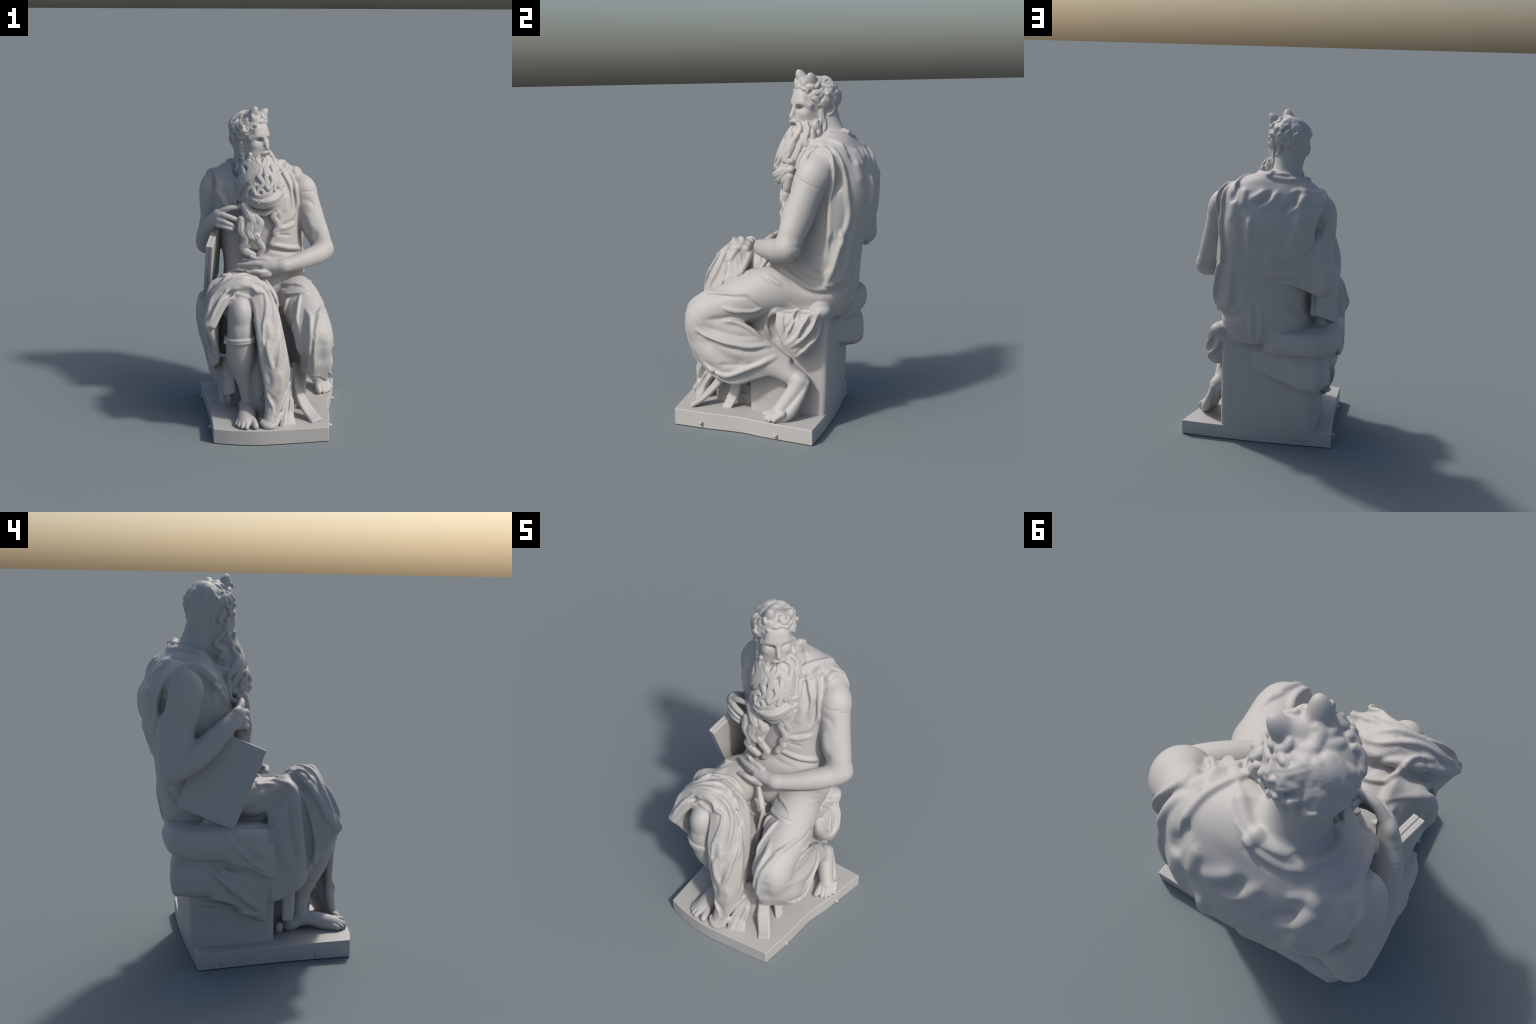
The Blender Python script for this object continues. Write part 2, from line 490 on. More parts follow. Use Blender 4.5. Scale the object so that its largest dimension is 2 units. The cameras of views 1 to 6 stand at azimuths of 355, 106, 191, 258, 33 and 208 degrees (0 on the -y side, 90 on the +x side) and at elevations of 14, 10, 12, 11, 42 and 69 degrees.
# nearer leg: bare knee, shin, foot
tube("leg#right", [(-0.218, -0.31, 0.84, 0.088), (-0.218, -0.368, 0.79, 0.084), (-0.218, -0.380, 0.71, 0.081), (-0.216, -0.378, 0.64, 0.085),
                   (-0.216, -0.360, 0.57, 0.092), (-0.212, -0.340, 0.49, 0.088), (-0.200, -0.315, 0.40, 0.069), (-0.176, -0.290, 0.29, 0.053), (-0.160, -0.285, 0.19, 0.047)], k=0.02)
ellipsoid("leg#right", (-0.222, -0.405, 0.80), (0.052, 0.055, 0.075), k=0.03)
ellipsoid("leg#right", (-0.238, -0.415, 0.69), (0.030, 0.035, 0.045), k=0.03)
ellipsoid("leg#right", (-0.195, -0.42, 0.69), (0.026, 0.032, 0.045), k=0.03)
# band below the knee and the seam of the legging
ring = [(-0.216 + 0.092 * math.cos(t), -0.374 + 0.092 * math.sin(t), 0.638 + 0.006 * math.cos(t)) for t in np.linspace(0, 2 * math.pi, 21)]
tube("legging_band", ring, 0.011, k=0.004)
tube("legging_band", [(x, y, z - 0.016) for x, y, z in ring], 0.010, k=0.004)
tube("legging_band", [(-0.305, -0.405, 0.632, 0.012), (-0.315, -0.41, 0.615, 0.010)], k=0.006)
# hem of the breeches rolled above the knee
tube("robe_hem", [(-0.305, -0.335, 0.872), (-0.280, -0.358, 0.882), (-0.257, -0.366, 0.902), (-0.225, -0.380, 0.892), (-0.175, -0.376, 0.886), (-0.150, -0.356, 0.878)], 0.013, k=0.008)
# drawn-back leg wrapped in the robe
tube("robe", [(0.238, -0.36, 0.58, 0.105), (0.262, -0.20, 0.50, 0.09), (0.265, -0.02, 0.41, 0.06), (0.262, 0.12, 0.34, 0.05)], k=0.04)
cloth("robe", [
    [(0.170, -0.23, 0.78), (0.182, -0.32, 0.66), (0.180, -0.345, 0.52), (0.176, -0.36, 0.41)],
    [(0.215, -0.35, 0.72), (0.215, -0.442, 0.60), (0.218, -0.455, 0.50), (0.226, -0.432, 0.405)],
    [(0.282, -0.33, 0.67), (0.300, -0.400, 0.57), (0.304, -0.404, 0.47), (0.278, -0.375, 0.375)],
    [(0.312, -0.25, 0.64), (0.347, -0.29, 0.53), (0.353, -0.30, 0.42), (0.326, -0.28, 0.315)],
    [(0.314, -0.12, 0.60), (0.346, -0.16, 0.49), (0.351, -0.17, 0.38), (0.333, -0.165, 0.285)],
    [(0.298, -0.02, 0.53), (0.318, -0.05, 0.46), (0.320, -0.06, 0.37), (0.308, -0.06, 0.315)],
    [(0.280, 0.06, 0.46), (0.292, 0.05, 0.42), (0.295, 0.05, 0.375), (0.288, 0.05, 0.350)],
    [(0.270, 0.12, 0.41), (0.277, 0.12, 0.395), (0.279, 0.12, 0.38), (0.274, 0.12, 0.370)]], 0.020, k=0.03)
tube("leg#left", [(0.262, 0.05, 0.36, 0.055), (0.268, 0.15, 0.315, 0.052), (0.278, 0.195, 0.29, 0.050)], k=0.02)
tube("foot#left", [(0.284, 0.200, 0.300, 0.046), (0.300, 0.172, 0.245, 0.048), (0.328, 0.130, 0.185, 0.046), (0.358, 0.095, 0.138, 0.042)], k=0.02, flat=((-0.1, 0.65, 0.75), 0.8))
ellipsoid("foot#left", (0.372, 0.092, 0.132), (0.030, 0.055, 0.026), frame((0.62, -0.62, -0.45)), k=0.02)
for toe in ([(0.338, 0.070, 0.135, 0.022), (0.336, 0.030, 0.112, 0.020), (0.337, 0.004, 0.110, 0.017)],
            [(0.356, 0.078, 0.140, 0.019), (0.364, 0.040, 0.117, 0.015), (0.369, 0.018, 0.100, 0.013)],
            [(0.374, 0.088, 0.140, 0.018), (0.385, 0.052, 0.118, 0.015), (0.391, 0.030, 0.100, 0.013)],
            [(0.390, 0.104, 0.138, 0.017), (0.403, 0.070, 0.118, 0.014), (0.410, 0.050, 0.100, 0.012)],
            [(0.402, 0.126, 0.138, 0.017), (0.416, 0.098, 0.120, 0.014), (0.423, 0.080, 0.104, 0.012)]):
    tube("foot#left", toe, k=0.007)
# thin sole under the raised heel
tube("foot#left", [(0.296, 0.245, 0.300, 0.012), (0.325, 0.215, 0.225, 0.02), (0.365, 0.155, 0.135, 0.03), (0.385, 0.085, 0.092, 0.03)], k=0.01, flat=((-0.1, 0.7, 0.7), 0.5))
tube("foot#right", [(-0.170, -0.255, 0.135, 0.045), (-0.172, -0.34, 0.150, 0.050), (-0.183, -0.42, 0.132, 0.056), (-0.190, -0.475, 0.115, 0.055)], k=0.03, flat=((0, 0, 1), 0.75))
ellipsoid("foot#right", (-0.175, -0.235, 0.125), (0.043, 0.045, 0.04), k=0.03)
for toe in ([(-0.150, -0.47, 0.128, 0.022), (-0.140, -0.525, 0.118, 0.021), (-0.137, -0.542, 0.115, 0.019)],
            [(-0.180, -0.48, 0.128, 0.016), (-0.188, -0.530, 0.118, 0.015), (-0.192, -0.546, 0.110, 0.014)],
            [(-0.200, -0.475, 0.128, 0.015), (-0.212, -0.522, 0.118, 0.015), (-0.217, -0.536, 0.110, 0.013)],
            [(-0.218, -0.460, 0.126, 0.015), (-0.231, -0.502, 0.118, 0.014), (-0.236, -0.516, 0.110, 0.013)],
            [(-0.228, -0.440, 0.122, 0.015), (-0.244, -0.475, 0.116, 0.014), (-0.250, -0.490, 0.110, 0.012)]):
    tube("foot#right", toe, k=0.007)

# ------------------------------------------------------------------ cloth over the knee
cloth("knee_cloth", [
    [(-0.26, -0.06, 0.91), (-0.345, -0.07, 0.82), (-0.375, -0.085, 0.58), (-0.380, -0.09, 0.345)],
    [(-0.27, -0.11, 0.935), (-0.365, -0.13, 0.86), (-0.395, -0.155, 0.62), (-0.378, -0.15, 0.365)],
    [(-0.27, -0.16, 0.955), (-0.385, -0.19, 0.895), (-0.412, -0.218, 0.64), (-0.385, -0.225, 0.41)],
    [(-0.27, -0.20, 0.955), (-0.362, -0.235, 0.86), (-0.366, -0.262, 0.65), (-0.360, -0.262, 0.45)],
    [(-0.27, -0.24, 0.955), (-0.360, -0.28, 0.85), (-0.372, -0.31, 0.68), (-0.362, -0.29, 0.52)],
    [(-0.27, -0.28, 0.955), (-0.362, -0.325, 0.86), (-0.398, -0.37, 0.73), (-0.375, -0.34, 0.58)],
    [(-0.27, -0.30, 0.955), (-0.368, -0.345, 0.86), (-0.422, -0.415, 0.735), (-0.405, -0.39, 0.68)]], 0.020, k=0.025)
cloth("knee_cloth", [
    [(-0.425, -0.405, 0.735), (-0.380, -0.320, 0.872), (-0.312, -0.26, 0.962), (-0.22, -0.23, 0.980), (-0.125, -0.225, 0.958)],
    [(-0.420, -0.418, 0.730), (-0.370, -0.354, 0.862), (-0.298, -0.315, 0.954), (-0.215, -0.295, 0.986), (-0.125, -0.280, 0.966)],
    [(-0.405, -0.424, 0.735), (-0.350, -0.384, 0.852), (-0.278, -0.348, 0.938), (-0.205, -0.335, 0.972), (-0.125, -0.322, 0.952)],
    [(-0.390, -0.426, 0.730), (-0.332, -0.398, 0.837), (-0.267, -0.366, 0.914), (-0.205, -0.352, 0.948), (-0.135, -0.350, 0.930)]], 0.023, k=0.012)
cloth("knee_cloth", [
    [(-0.22, -0.340, 0.928), (-0.158, -0.365, 0.902), (-0.126, -0.412, 0.838), (-0.114, -0.460, 0.715), (-0.09, -0.480, 0.518), (-0.06, -0.488, 0.352), (-0.055, -0.495, 0.22), (-0.065, -0.515, 0.134)],
    [(-0.216, -0.330, 0.950), (-0.138, -0.350, 0.938), (-0.088, -0.385, 0.892), (-0.072, -0.452, 0.745), (-0.06, -0.488, 0.560), (-0.045, -0.494, 0.40), (-0.045, -0.500, 0.26), (-0.055, -0.515, 0.150)],
    [(-0.244, -0.30, 0.958), (-0.126, -0.312, 0.955), (-0.062, -0.335, 0.905), (-0.034, -0.412, 0.760), (-0.018, -0.478, 0.56), (-0.010, -0.492, 0.42), (-0.018, -0.498, 0.28), (-0.045, -0.515, 0.155)],
    [(-0.25, -0.27, 0.955), (-0.128, -0.266, 0.948), (-0.050, -0.275, 0.895), (-0.010, -0.340, 0.768), (0.018, -0.420, 0.587), (0.032, -0.462, 0.435), (0.014, -0.484, 0.29), (-0.030, -0.505, 0.165)],
    [(-0.155, -0.21, 0.938), (-0.092, -0.208, 0.905), (-0.030, -0.225, 0.845), (0.012, -0.275, 0.735), (0.040, -0.325, 0.600), (0.068, -0.418, 0.435), (0.037, -0.45, 0.29), (-0.015, -0.49, 0.172)]],
    0.021, k=0.014)
tube("knee_cloth", [(-0.285, -0.378, 0.900), (-0.250, -0.386, 0.924), (-0.205, -0.390, 0.930), (-0.155, -0.394, 0.908)], 0.015, k=0.01, mode="cut")
# rough stone left standing between the legs, under the lap
section_body("rock_support", [
    (0.05, -0.12, 0.14, -0.37, -0.08, -0.03, -0.2, 5),
    (0.30, -0.14, 0.11, -0.375, -0.08, -0.04, -0.2, 5),
    (0.50, -0.16, 0.06, -0.36, -0.05, -0.06, -0.2, 5),
    (0.66, -0.18, 0.02, -0.34, 0.0, -0.08, -0.15, 5)], k=0.02)
for s in range(70):
    c = V(rng.uniform(-0.12, 0.13), rng.uniform(-0.37, -0.14), rng.uniform(0.09, 0.6))
    c = snap(c[None])[0]
    ellipsoid("rock_support", c, rng.uniform(0.006, 0.016, 3), k=0.004, mode="add" if s % 2 else "cut")
cloth("trailing_cloth", [
    [(0.075, -0.40, 0.43), (0.060, -0.42, 0.28), (0.035, -0.47, 0.18), (0.025, -0.505, 0.095)],
    [(0.095, -0.37, 0.42), (0.080, -0.395, 0.272), (0.064, -0.44, 0.18), (0.060, -0.49, 0.095)],
    [(0.105, -0.34, 0.40), (0.092, -0.38, 0.256), (0.096, -0.43, 0.159), (0.108, -0.475, 0.092)]], 0.012, k=0.008)
cloth("trailing_cloth", [
    [(0.118, -0.30, 0.42), (0.135, -0.32, 0.262), (0.166, -0.38, 0.172), (0.210, -0.435, 0.115), (0.225, -0.465, 0.098)],
    [(0.140, -0.26, 0.42), (0.162, -0.28, 0.270), (0.195, -0.335, 0.195), (0.240, -0.395, 0.137), (0.272, -0.445, 0.108)]], 0.014, k=0.006)
cloth("trailing_cloth", [
    [(0.150, -0.22, 0.40), (0.165, -0.225, 0.25), (0.200, -0.25, 0.15), (0.225, -0.275, 0.092)],
    [(0.165, -0.18, 0.40), (0.180, -0.185, 0.25), (0.205, -0.20, 0.16), (0.230, -0.235, 0.092)]], 0.010, k=0.01)
cloth("trailing_cloth", [
    [(-0.312, -0.165, 0.45), (-0.310, -0.170, 0.32), (-0.306, -0.175, 0.205)],
    [(-0.300, -0.200, 0.45), (-0.298, -0.205, 0.32), (-0.292, -0.208, 0.20)],
    [(-0.255, -0.225, 0.45), (-0.255, -0.230, 0.32), (-0.250, -0.228, 0.225)]], 0.014, k=0.01)
ellipsoid("trailing_cloth", (-0.275, -0.155, 0.145), (0.02, 0.02, 0.03), k=0.01)
# hem gathered on the plinth beside the foot, edge of the tunic between the thighs
tube("knee_cloth", [(-0.092, -0.515, 0.128), (-0.075, -0.535, 0.112), (-0.045, -0.545, 0.108), (-0.015, -0.530, 0.118), (0.013, -0.495, 0.165)], 0.018, k=0.012)
ellipsoid("knee_cloth", (-0.045, -0.512, 0.118), (0.045, 0.030, 0.028), k=0.02)
tube("robe", [(-0.07, -0.03, 0.945), (-0.035, -0.08, 0.905), (0.024, -0.125, 0.815), (0.030, -0.16, 0.72), (0.028, -0.20, 0.60), (0.03, -0.25, 0.48)], 0.013, k=0.012)

# knotted end hanging at the other side of the seat
ellipsoid("knotted_cloth", (0.245, 0.31, 0.69), (0.055, 0.055, 0.04), k=0.02)
section_body("knotted_cloth", [
    (0.440, 0.24, 0.330, 0.16, 0.22, 0.26, 0.18, 2.5),
    (0.500, 0.22, 0.345, 0.10, 0.27, 0.26, 0.18, 2.5),
    (0.600, 0.20, 0.335, 0.05, 0.30, 0.25, 0.18, 2.5),
    (0.680, 0.18, 0.300, 0.05, 0.32, 0.24, 0.18, 2.5)], k=0.02)

# ------------------------------------------------------------------ head
HEAD_F, HEAD_L = V(0.70, -0.714, 0), V(0.714, 0.70, 0)
HC = HEAD_F * -0.235 + HEAD_L * 0.052 + V(0, 0, 1.80)
HR = np.array([HEAD_F, HEAD_L, V(0, 0, 1)])


def hp(a, b, z, *more):
    """head coordinates: forward of, left of, above the middle of the head"""
    return (*(HC + HEAD_F * a + HEAD_L * b + V(0, 0, z)), *more)


def hlist(rows):
    return [hp(*r) for r in rows]


ellipsoid("head", hp(0.0, 0, -0.01), (0.128, 0.088, 0.135), HR, k=0.02)
ellipsoid("head", hp(0.055, 0, -0.05), (0.088, 0.072, 0.11), HR, k=0.02)
# brow, cheekbones, nose
tube("head", hlist([(0.085, -0.078, -0.004, 0.014), (0.112, -0.052, 0.010, 0.018), (0.124, -0.02, 0.012, 0.018), (0.124, 0.02, 0.012, 0.018), (0.112, 0.052, 0.010, 0.018), (0.085, 0.078, -0.004, 0.014)]), k=0.025)
ellipsoid("head", hp(0.105, 0, 0.045), (0.030, 0.062, 0.045), HR, k=0.03)
for s in (-1, 1):
    ellipsoid("head", hp(0.126, 0.037 * s, -0.013), (0.027, 0.027, 0.014), HR, k=0.012, mode="cut")
    ellipsoid("eye" + ("#left" if s > 0 else ""), hp(0.088, 0.040 * s, -0.015), (0.016, 0.017, 0.012), HR, k=0.006)
    tube("head", hlist([(0.112, 0.020 * s, -0.006, 0.005), (0.110, 0.040 * s, -0.003, 0.006), (0.105, 0.062 * s, -0.008, 0.005)]), k=0.006)
    tube("head", hlist([(0.113, 0.022 * s, -0.022, 0.004), (0.108, 0.040 * s, -0.026, 0.005), (0.104, 0.060 * s, -0.022, 0.004)]), k=0.006)
    ellipsoid("head", hp(0.092, 0.052 * s, -0.048), (0.030, 0.028, 0.026), HR, k=0.03)
    ellipsoid("head", hp(0.142, 0.013 * s, -0.072), (0.012, 0.010, 0.009), HR, k=0.008)
ellipsoid("head", hp(0.132, 0, -0.090), (0.020, 0.032, 0.015), HR, k=0.015)
tube("head", hlist([(0.130, 0, 0.004, 0.011), (0.144, 0, -0.025, 0.0125), (0.158, 0, -0.062, 0.0145), (0.159, 0, -0.068, 0.013)]), k=0.014)
# skullcap of hair, short horns sunk in it
ellipsoid("hair", hp(-0.014, 0.004, 0.042), (0.126, 0.107, 0.108), HR, k=0.02)
for s in (-1, 1):
    ellipsoid("beard", hp(0.050, 0.052 * s, -0.105), (0.060, 0.034, 0.060), HR, k=0.03)
for side, tip, lean in (("#right", (0.096, -0.036, 0.195), (0.50, -0.06, 0.86)), ("#left", (0.088, 0.083, 0.174), (0.50, 0.42, 0.76))):
    lean = V(*lean) / np.linalg.norm(lean)
    axis = HEAD_F * lean[0] + HEAD_L * lean[1] + V(0, 0, lean[2])
    ellipsoid("horn" + side, hp(*(V(*tip) - lean * 0.085)), (0.036, 0.036, 0.085), frame(axis, (0.3, 0.9, 0.1))[[1, 2, 0]], k=0.025)
ellipsoid("hair", hp(0.050, 0.015, 0.118), (0.042, 0.055, 0.036), HR, k=0.02)
# beard mass, turning from the face to the front of the chest
section_body("beard", [
    (1.35, -0.13, 0.03, 0.063, 0.2, -0.04, 0.17, 2.2),
    (1.375, -0.16, 0.052, 0.023, 0.22, -0.04, 0.17, 2.2),
    (1.41, -0.185, 0.066, -0.002, 0.22, -0.04, 0.17, 2.2),
    (1.46, -0.195, 0.068, -0.01, 0.24, -0.04, 0.17, 2.2),
    (1.53, -0.2, 0.062, 0.013, 0.24, -0.04, 0.17, 2.2),
    (1.6, -0.195, 0.048, 0.046, 0.24, -0.05, 0.18, 2.2),
    (1.65, -0.185, 0.032, 0.07, 0.25, -0.06, 0.19, 2.2),
    (1.69, -0.17, 0.01, 0.093, 0.25, -0.07, 0.19, 2.1),
    (1.715, -0.145, -0.02, 0.123, 0.25, -0.07, 0.2, 2)], k=0.015)

# ------------------------------------------------------------------ hair and beard, lock by lock
def locks(part, rows, r, k=0.006, lift=0.3, groove=0.006, reach=0.08):
    """strands laid on the surface: each spine is drawn to the skin, then lifted by a share of its radius"""
    ready, grooves = [], []
    for row in rows:
        S = spline(np.asarray(row, float), 0.008)
        Q = snap(S)
        if np.linalg.norm(Q - S, axis=1).max() > reach:
            continue  # this one would ride up a horn
        g = np.column_stack([sample(Q + 0.008 * np.eye(3)[i]) - sample(Q - 0.008 * np.eye(3)[i]) for i in range(3)])
        g = g / np.maximum(np.linalg.norm(g, axis=1, keepdims=True), 1e-9)
        t = np.linspace(0, 1, len(S))
        rad = r * (0.62 + 0.38 * np.sin(np.pi * np.clip(t * 0.9 + 0.08, 0, 1)))
        ready.append(np.column_stack([Q + g * (rad * lift)[:, None], rad]))
        outer = Q + g * (rad * (1 + lift))[:, None]
        grooves.append(outer)
    for p in ready:
        tube(part, p, k=k, step=0.02)
    if groove:  # each lock is combed into finer strands
        for q in grooves:
            fold(q, -groove, 0.0045, on=False, power=1.5)


fringe = [
    [(-0.132, 0.113, 1.920), (-0.154, 0.122, 1.905), (-0.138, 0.109, 1.887), (-0.122, 0.104, 1.876), (-0.119, 0.098, 1.860)],
    [(-0.111, 0.103, 1.941), (-0.107, 0.106, 1.918), (-0.099, 0.109, 1.903)],
    [(-0.060, 0.132, 1.908), (-0.074, 0.127, 1.910), (-0.096, 0.110, 1.900), (-0.098, 0.101, 1.879), (-0.084, 0.100, 1.872)],
    [(-0.078, 0.140, 1.930), (-0.074, 0.124, 1.904), (-0.060, 0.126, 1.893), (-0.048, 0.150, 1.898), (-0.040, 0.166, 1.905)],
    [(-0.063, 0.166, 1.928), (-0.045, 0.168, 1.914), (-0.030, 0.180, 1.921), (-0.024, 0.182, 1.932)],
    [(-0.176, 0.130, 1.896), (-0.199, 0.135, 1.879), (-0.191, 0.123, 1.863), (-0.172, 0.111, 1.856), (-0.144, 0.104, 1.865), (-0.139, 0.100, 1.848), (-0.153, 0.103, 1.837)],
    [(-0.167, 0.108, 1.836), (-0.191, 0.121, 1.829), (-0.194, 0.125, 1.814), (-0.180, 0.120, 1.801), (-0.161, 0.108, 1.811)],
    [(-0.044, 0.150, 1.888), (-0.030, 0.166, 1.884), (-0.026, 0.180, 1.895), (-0.032, 0.192, 1.912)],
    [(-0.018, 0.184, 1.876), (-0.028, 0.190, 1.896), (-0.025, 0.209, 1.899), (-0.024, 0.215, 1.880)],
    [(-0.022, 0.207, 1.851), (-0.027, 0.223, 1.862), (-0.035, 0.245, 1.867), (-0.046, 0.257, 1.881)],
    [(-0.036, 0.244, 1.803), (-0.050, 0.270, 1.802), (-0.058, 0.285, 1.821), (-0.059, 0.288, 1.849), (-0.062, 0.282, 1.877), (-0.069, 0.272, 1.900)],
    [(-0.039, 0.255, 1.813), (-0.048, 0.272, 1.826), (-0.049, 0.272, 1.848)],
    [(-0.031, 0.239, 1.817), (-0.026, 0.229, 1.834), (-0.021, 0.215, 1.840), (-0.022, 0.208, 1.853)],
    [(-0.074, 0.302, 1.816), (-0.092, 0.316, 1.838), (-0.109, 0.321, 1.865)],
    [(-0.073, 0.300, 1.860), (-0.096, 0.307, 1.885), (-0.128, 0.303, 1.910)],
    [(-0.080, 0.284, 1.900), (-0.108, 0.281, 1.922), (-0.145, 0.255, 1.942)],
    [(-0.100, 0.320, 1.821), (-0.110, 0.322, 1.851), (-0.128, 0.325, 1.865)],
    [(-0.240, 0.174, 1.852), (-0.226, 0.156, 1.865), (-0.216, 0.140, 1.841), (-0.202, 0.129, 1.831)],
    [(-0.242, 0.179, 1.862), (-0.217, 0.154, 1.882), (-0.203, 0.155, 1.902)],
    [(-0.229, 0.158, 1.819), (-0.218, 0.153, 1.800), (-0.225, 0.178, 1.777), (-0.214, 0.172, 1.760)]]
locks("hair", fringe, 0.0165, k=0.006, lift=0.35, groove=0.004)
# lumpy short hair over the crown, lower towards the nape
crown = []
for s in range(60):
    az, el = math.radians(rng.uniform(0, 360)), math.radians(rng.uniform(8, 80))
    if math.cos(az) > 0.3 and el < 0.9:
        continue
    c = np.array([math.cos(az) * math.cos(el) * 0.126 - 0.014, math.sin(az) * math.cos(el) * 0.107, math.sin(el) * 0.108 + 0.042])
    back = np.array([-math.sin(el) * math.cos(az), -math.sin(el) * math.sin(az), math.cos(el)]) * -0.018
    side = np.array([-math.sin(az), math.cos(az), 0.0]) * rng.uniform(-0.010, 0.010)
    crown.append([hp(*(c - back)), hp(*(c + side)), hp(*(c + back))])
locks("hair", crown, 0.0115, k=0.014, lift=-0.25, groove=0, reach=0.025)
# smaller curls over the temples and behind the ear
curls = []
for s in range(46):
    az, el = rng.uniform(-80, 165), rng.uniform(-14, 58)
    if az > 100 and el > 25 or az < -40 and el > 40:
        continue
    a, el = math.radians(az), math.radians(el)
    if abs(az) < 45 and el < 0.45:
        continue
    c = np.array([math.cos(a) * math.cos(el) * 0.128 - 0.018, math.sin(a) * math.cos(el) * 0.112, math.sin(el) * 0.11 + 0.04])
    side = np.array([-math.sin(a), math.cos(a), 0.0])
    bend = rng.uniform(-0.016, 0.016)
    drop = np.array([0, 0, -1.0]) + side * rng.uniform(-0.8, 0.8)
    curls.append([hp(*(c - drop * 0.016)), hp(*(c + side * bend)), hp(*(c + drop * 0.016 + side * bend * 0.2))])
locks("hair", curls, 0.0125, k=0.006, lift=0.2, groove=0, reach=0.025)
# sideburns and ear
locks("beard", [
    [(-0.190, 0.140, 1.772), (-0.171, 0.127, 1.764)], [(-0.186, 0.145, 1.744), (-0.165, 0.128, 1.740)],
    [(-0.180, 0.150, 1.718), (-0.159, 0.131, 1.717)], [(-0.165, 0.138, 1.700), (-0.142, 0.130, 1.688)],
    [(-0.049, 0.261, 1.790), (-0.050, 0.255, 1.752), (-0.048, 0.258, 1.723), (-0.040, 0.250, 1.701), (-0.022, 0.240, 1.675)],
    [(-0.055, 0.268, 1.716), (-0.045, 0.272, 1.681), (-0.036, 0.262, 1.650), (-0.026, 0.252, 1.625), (-0.005, 0.240, 1.600), (0.01, 0.225, 1.570)],
    [(-0.025, 0.236, 1.712), (-0.010, 0.230, 1.690), (-0.022, 0.240, 1.665), (-0.010, 0.235, 1.640), (0.01, 0.225, 1.62)]], 0.015, k=0.006)
tube("ear", [(-0.070, 0.292, 1.745, 0.010), (-0.076, 0.302, 1.750, 0.010), (-0.092, 0.318, 1.772, 0.010), (-0.092, 0.318, 1.795, 0.010), (-0.078, 0.308, 1.805, 0.009)], k=0.006)
tube("ear#right", [(-0.225, 0.205, 1.745, 0.010), (-0.240, 0.215, 1.768, 0.010), (-0.243, 0.218, 1.795, 0.010)], k=0.008)

# upper beard: strands from the cheeks, then the moustache and chin over them
locks("beard", [
    [(-0.174, 0.152, 1.706), (-0.190, 0.190, 1.650), (-0.181, 0.149, 1.605), (-0.195, 0.180, 1.550), (-0.183, 0.123, 1.515)],
    [(-0.152, 0.138, 1.693), (-0.146, 0.116, 1.643), (-0.118, 0.084, 1.610), (-0.126, 0.072, 1.574), (-0.163, 0.087, 1.534), (-0.183, 0.126, 1.481), (-0.206, 0.110, 1.427), (-0.228, 0.095, 1.374)],
    [(-0.116, 0.107, 1.697), (-0.124, 0.106, 1.652), (-0.096, 0.081, 1.617), (-0.104, 0.067, 1.582), (-0.135, 0.063, 1.537), (-0.164, 0.080, 1.497), (-0.178, 0.100, 1.443), (-0.200, 0.090, 1.398)],
    [(-0.140, 0.110, 1.650), (-0.155, 0.110, 1.610), (-0.145, 0.090, 1.570), (-0.170, 0.105, 1.530), (-0.185, 0.125, 1.470)],
    [(-0.100, 0.090, 1.660), (-0.090, 0.080, 1.630), (-0.080, 0.062, 1.590), (-0.100, 0.058, 1.555), (-0.120, 0.055, 1.520)],
    [(0.003, 0.181, 1.698), (0.028, 0.195, 1.660), (0.046, 0.184, 1.609), (0.060, 0.195, 1.558), (0.074, 0.169, 1.513), (0.080, 0.140, 1.460)],
    [(0.020, 0.218, 1.659), (0.030, 0.217, 1.608), (0.053, 0.195, 1.564), (0.070, 0.182, 1.532)],
    [(0.037, 0.169, 1.634), (0.051, 0.158, 1.583), (0.060, 0.139, 1.531), (0.063, 0.119, 1.486), (0.070, 0.105, 1.440), (0.066, 0.098, 1.380)],
    [(0.004, 0.100, 1.640), (0.028, 0.096, 1.593), (0.037, 0.086, 1.562), (0.039, 0.070, 1.531), (0.041, 0.061, 1.495)]], 0.018, k=0.005)
locks("beard", [
    [(-0.018, 0.097, 1.712), (-0.045, 0.090, 1.706), (-0.070, 0.096, 1.684), (-0.080, 0.091, 1.646), (-0.059, 0.073, 1.611), (-0.075, 0.054, 1.568), (-0.061, 0.040, 1.540), (-0.047, 0.028, 1.512), (-0.074, 0.020, 1.483), (-0.078, 0.016, 1.461)],
    [(-0.008, 0.106, 1.713), (0.004, 0.130, 1.702), (0.022, 0.150, 1.665), (0.034, 0.130, 1.625), (0.040, 0.105, 1.582), (0.050, 0.090, 1.531), (0.046, 0.067, 1.495)],
    [(-0.020, 0.094, 1.676), (-0.018, 0.086, 1.640), (-0.030, 0.066, 1.600), (-0.011, 0.057, 1.567), (0.003, 0.042, 1.524), (-0.018, 0.020, 1.483)],
    [(-0.038, 0.086, 1.660), (-0.045, 0.076, 1.620), (-0.040, 0.056, 1.570), (-0.028, 0.036, 1.520), (-0.034, 0.022, 1.480)],
    [(-0.008, 0.090, 1.650), (0.006, 0.086, 1.610), (0.014, 0.064, 1.560), (0.022, 0.048, 1.515), (0.014, 0.030, 1.475)]], 0.017, k=0.005)
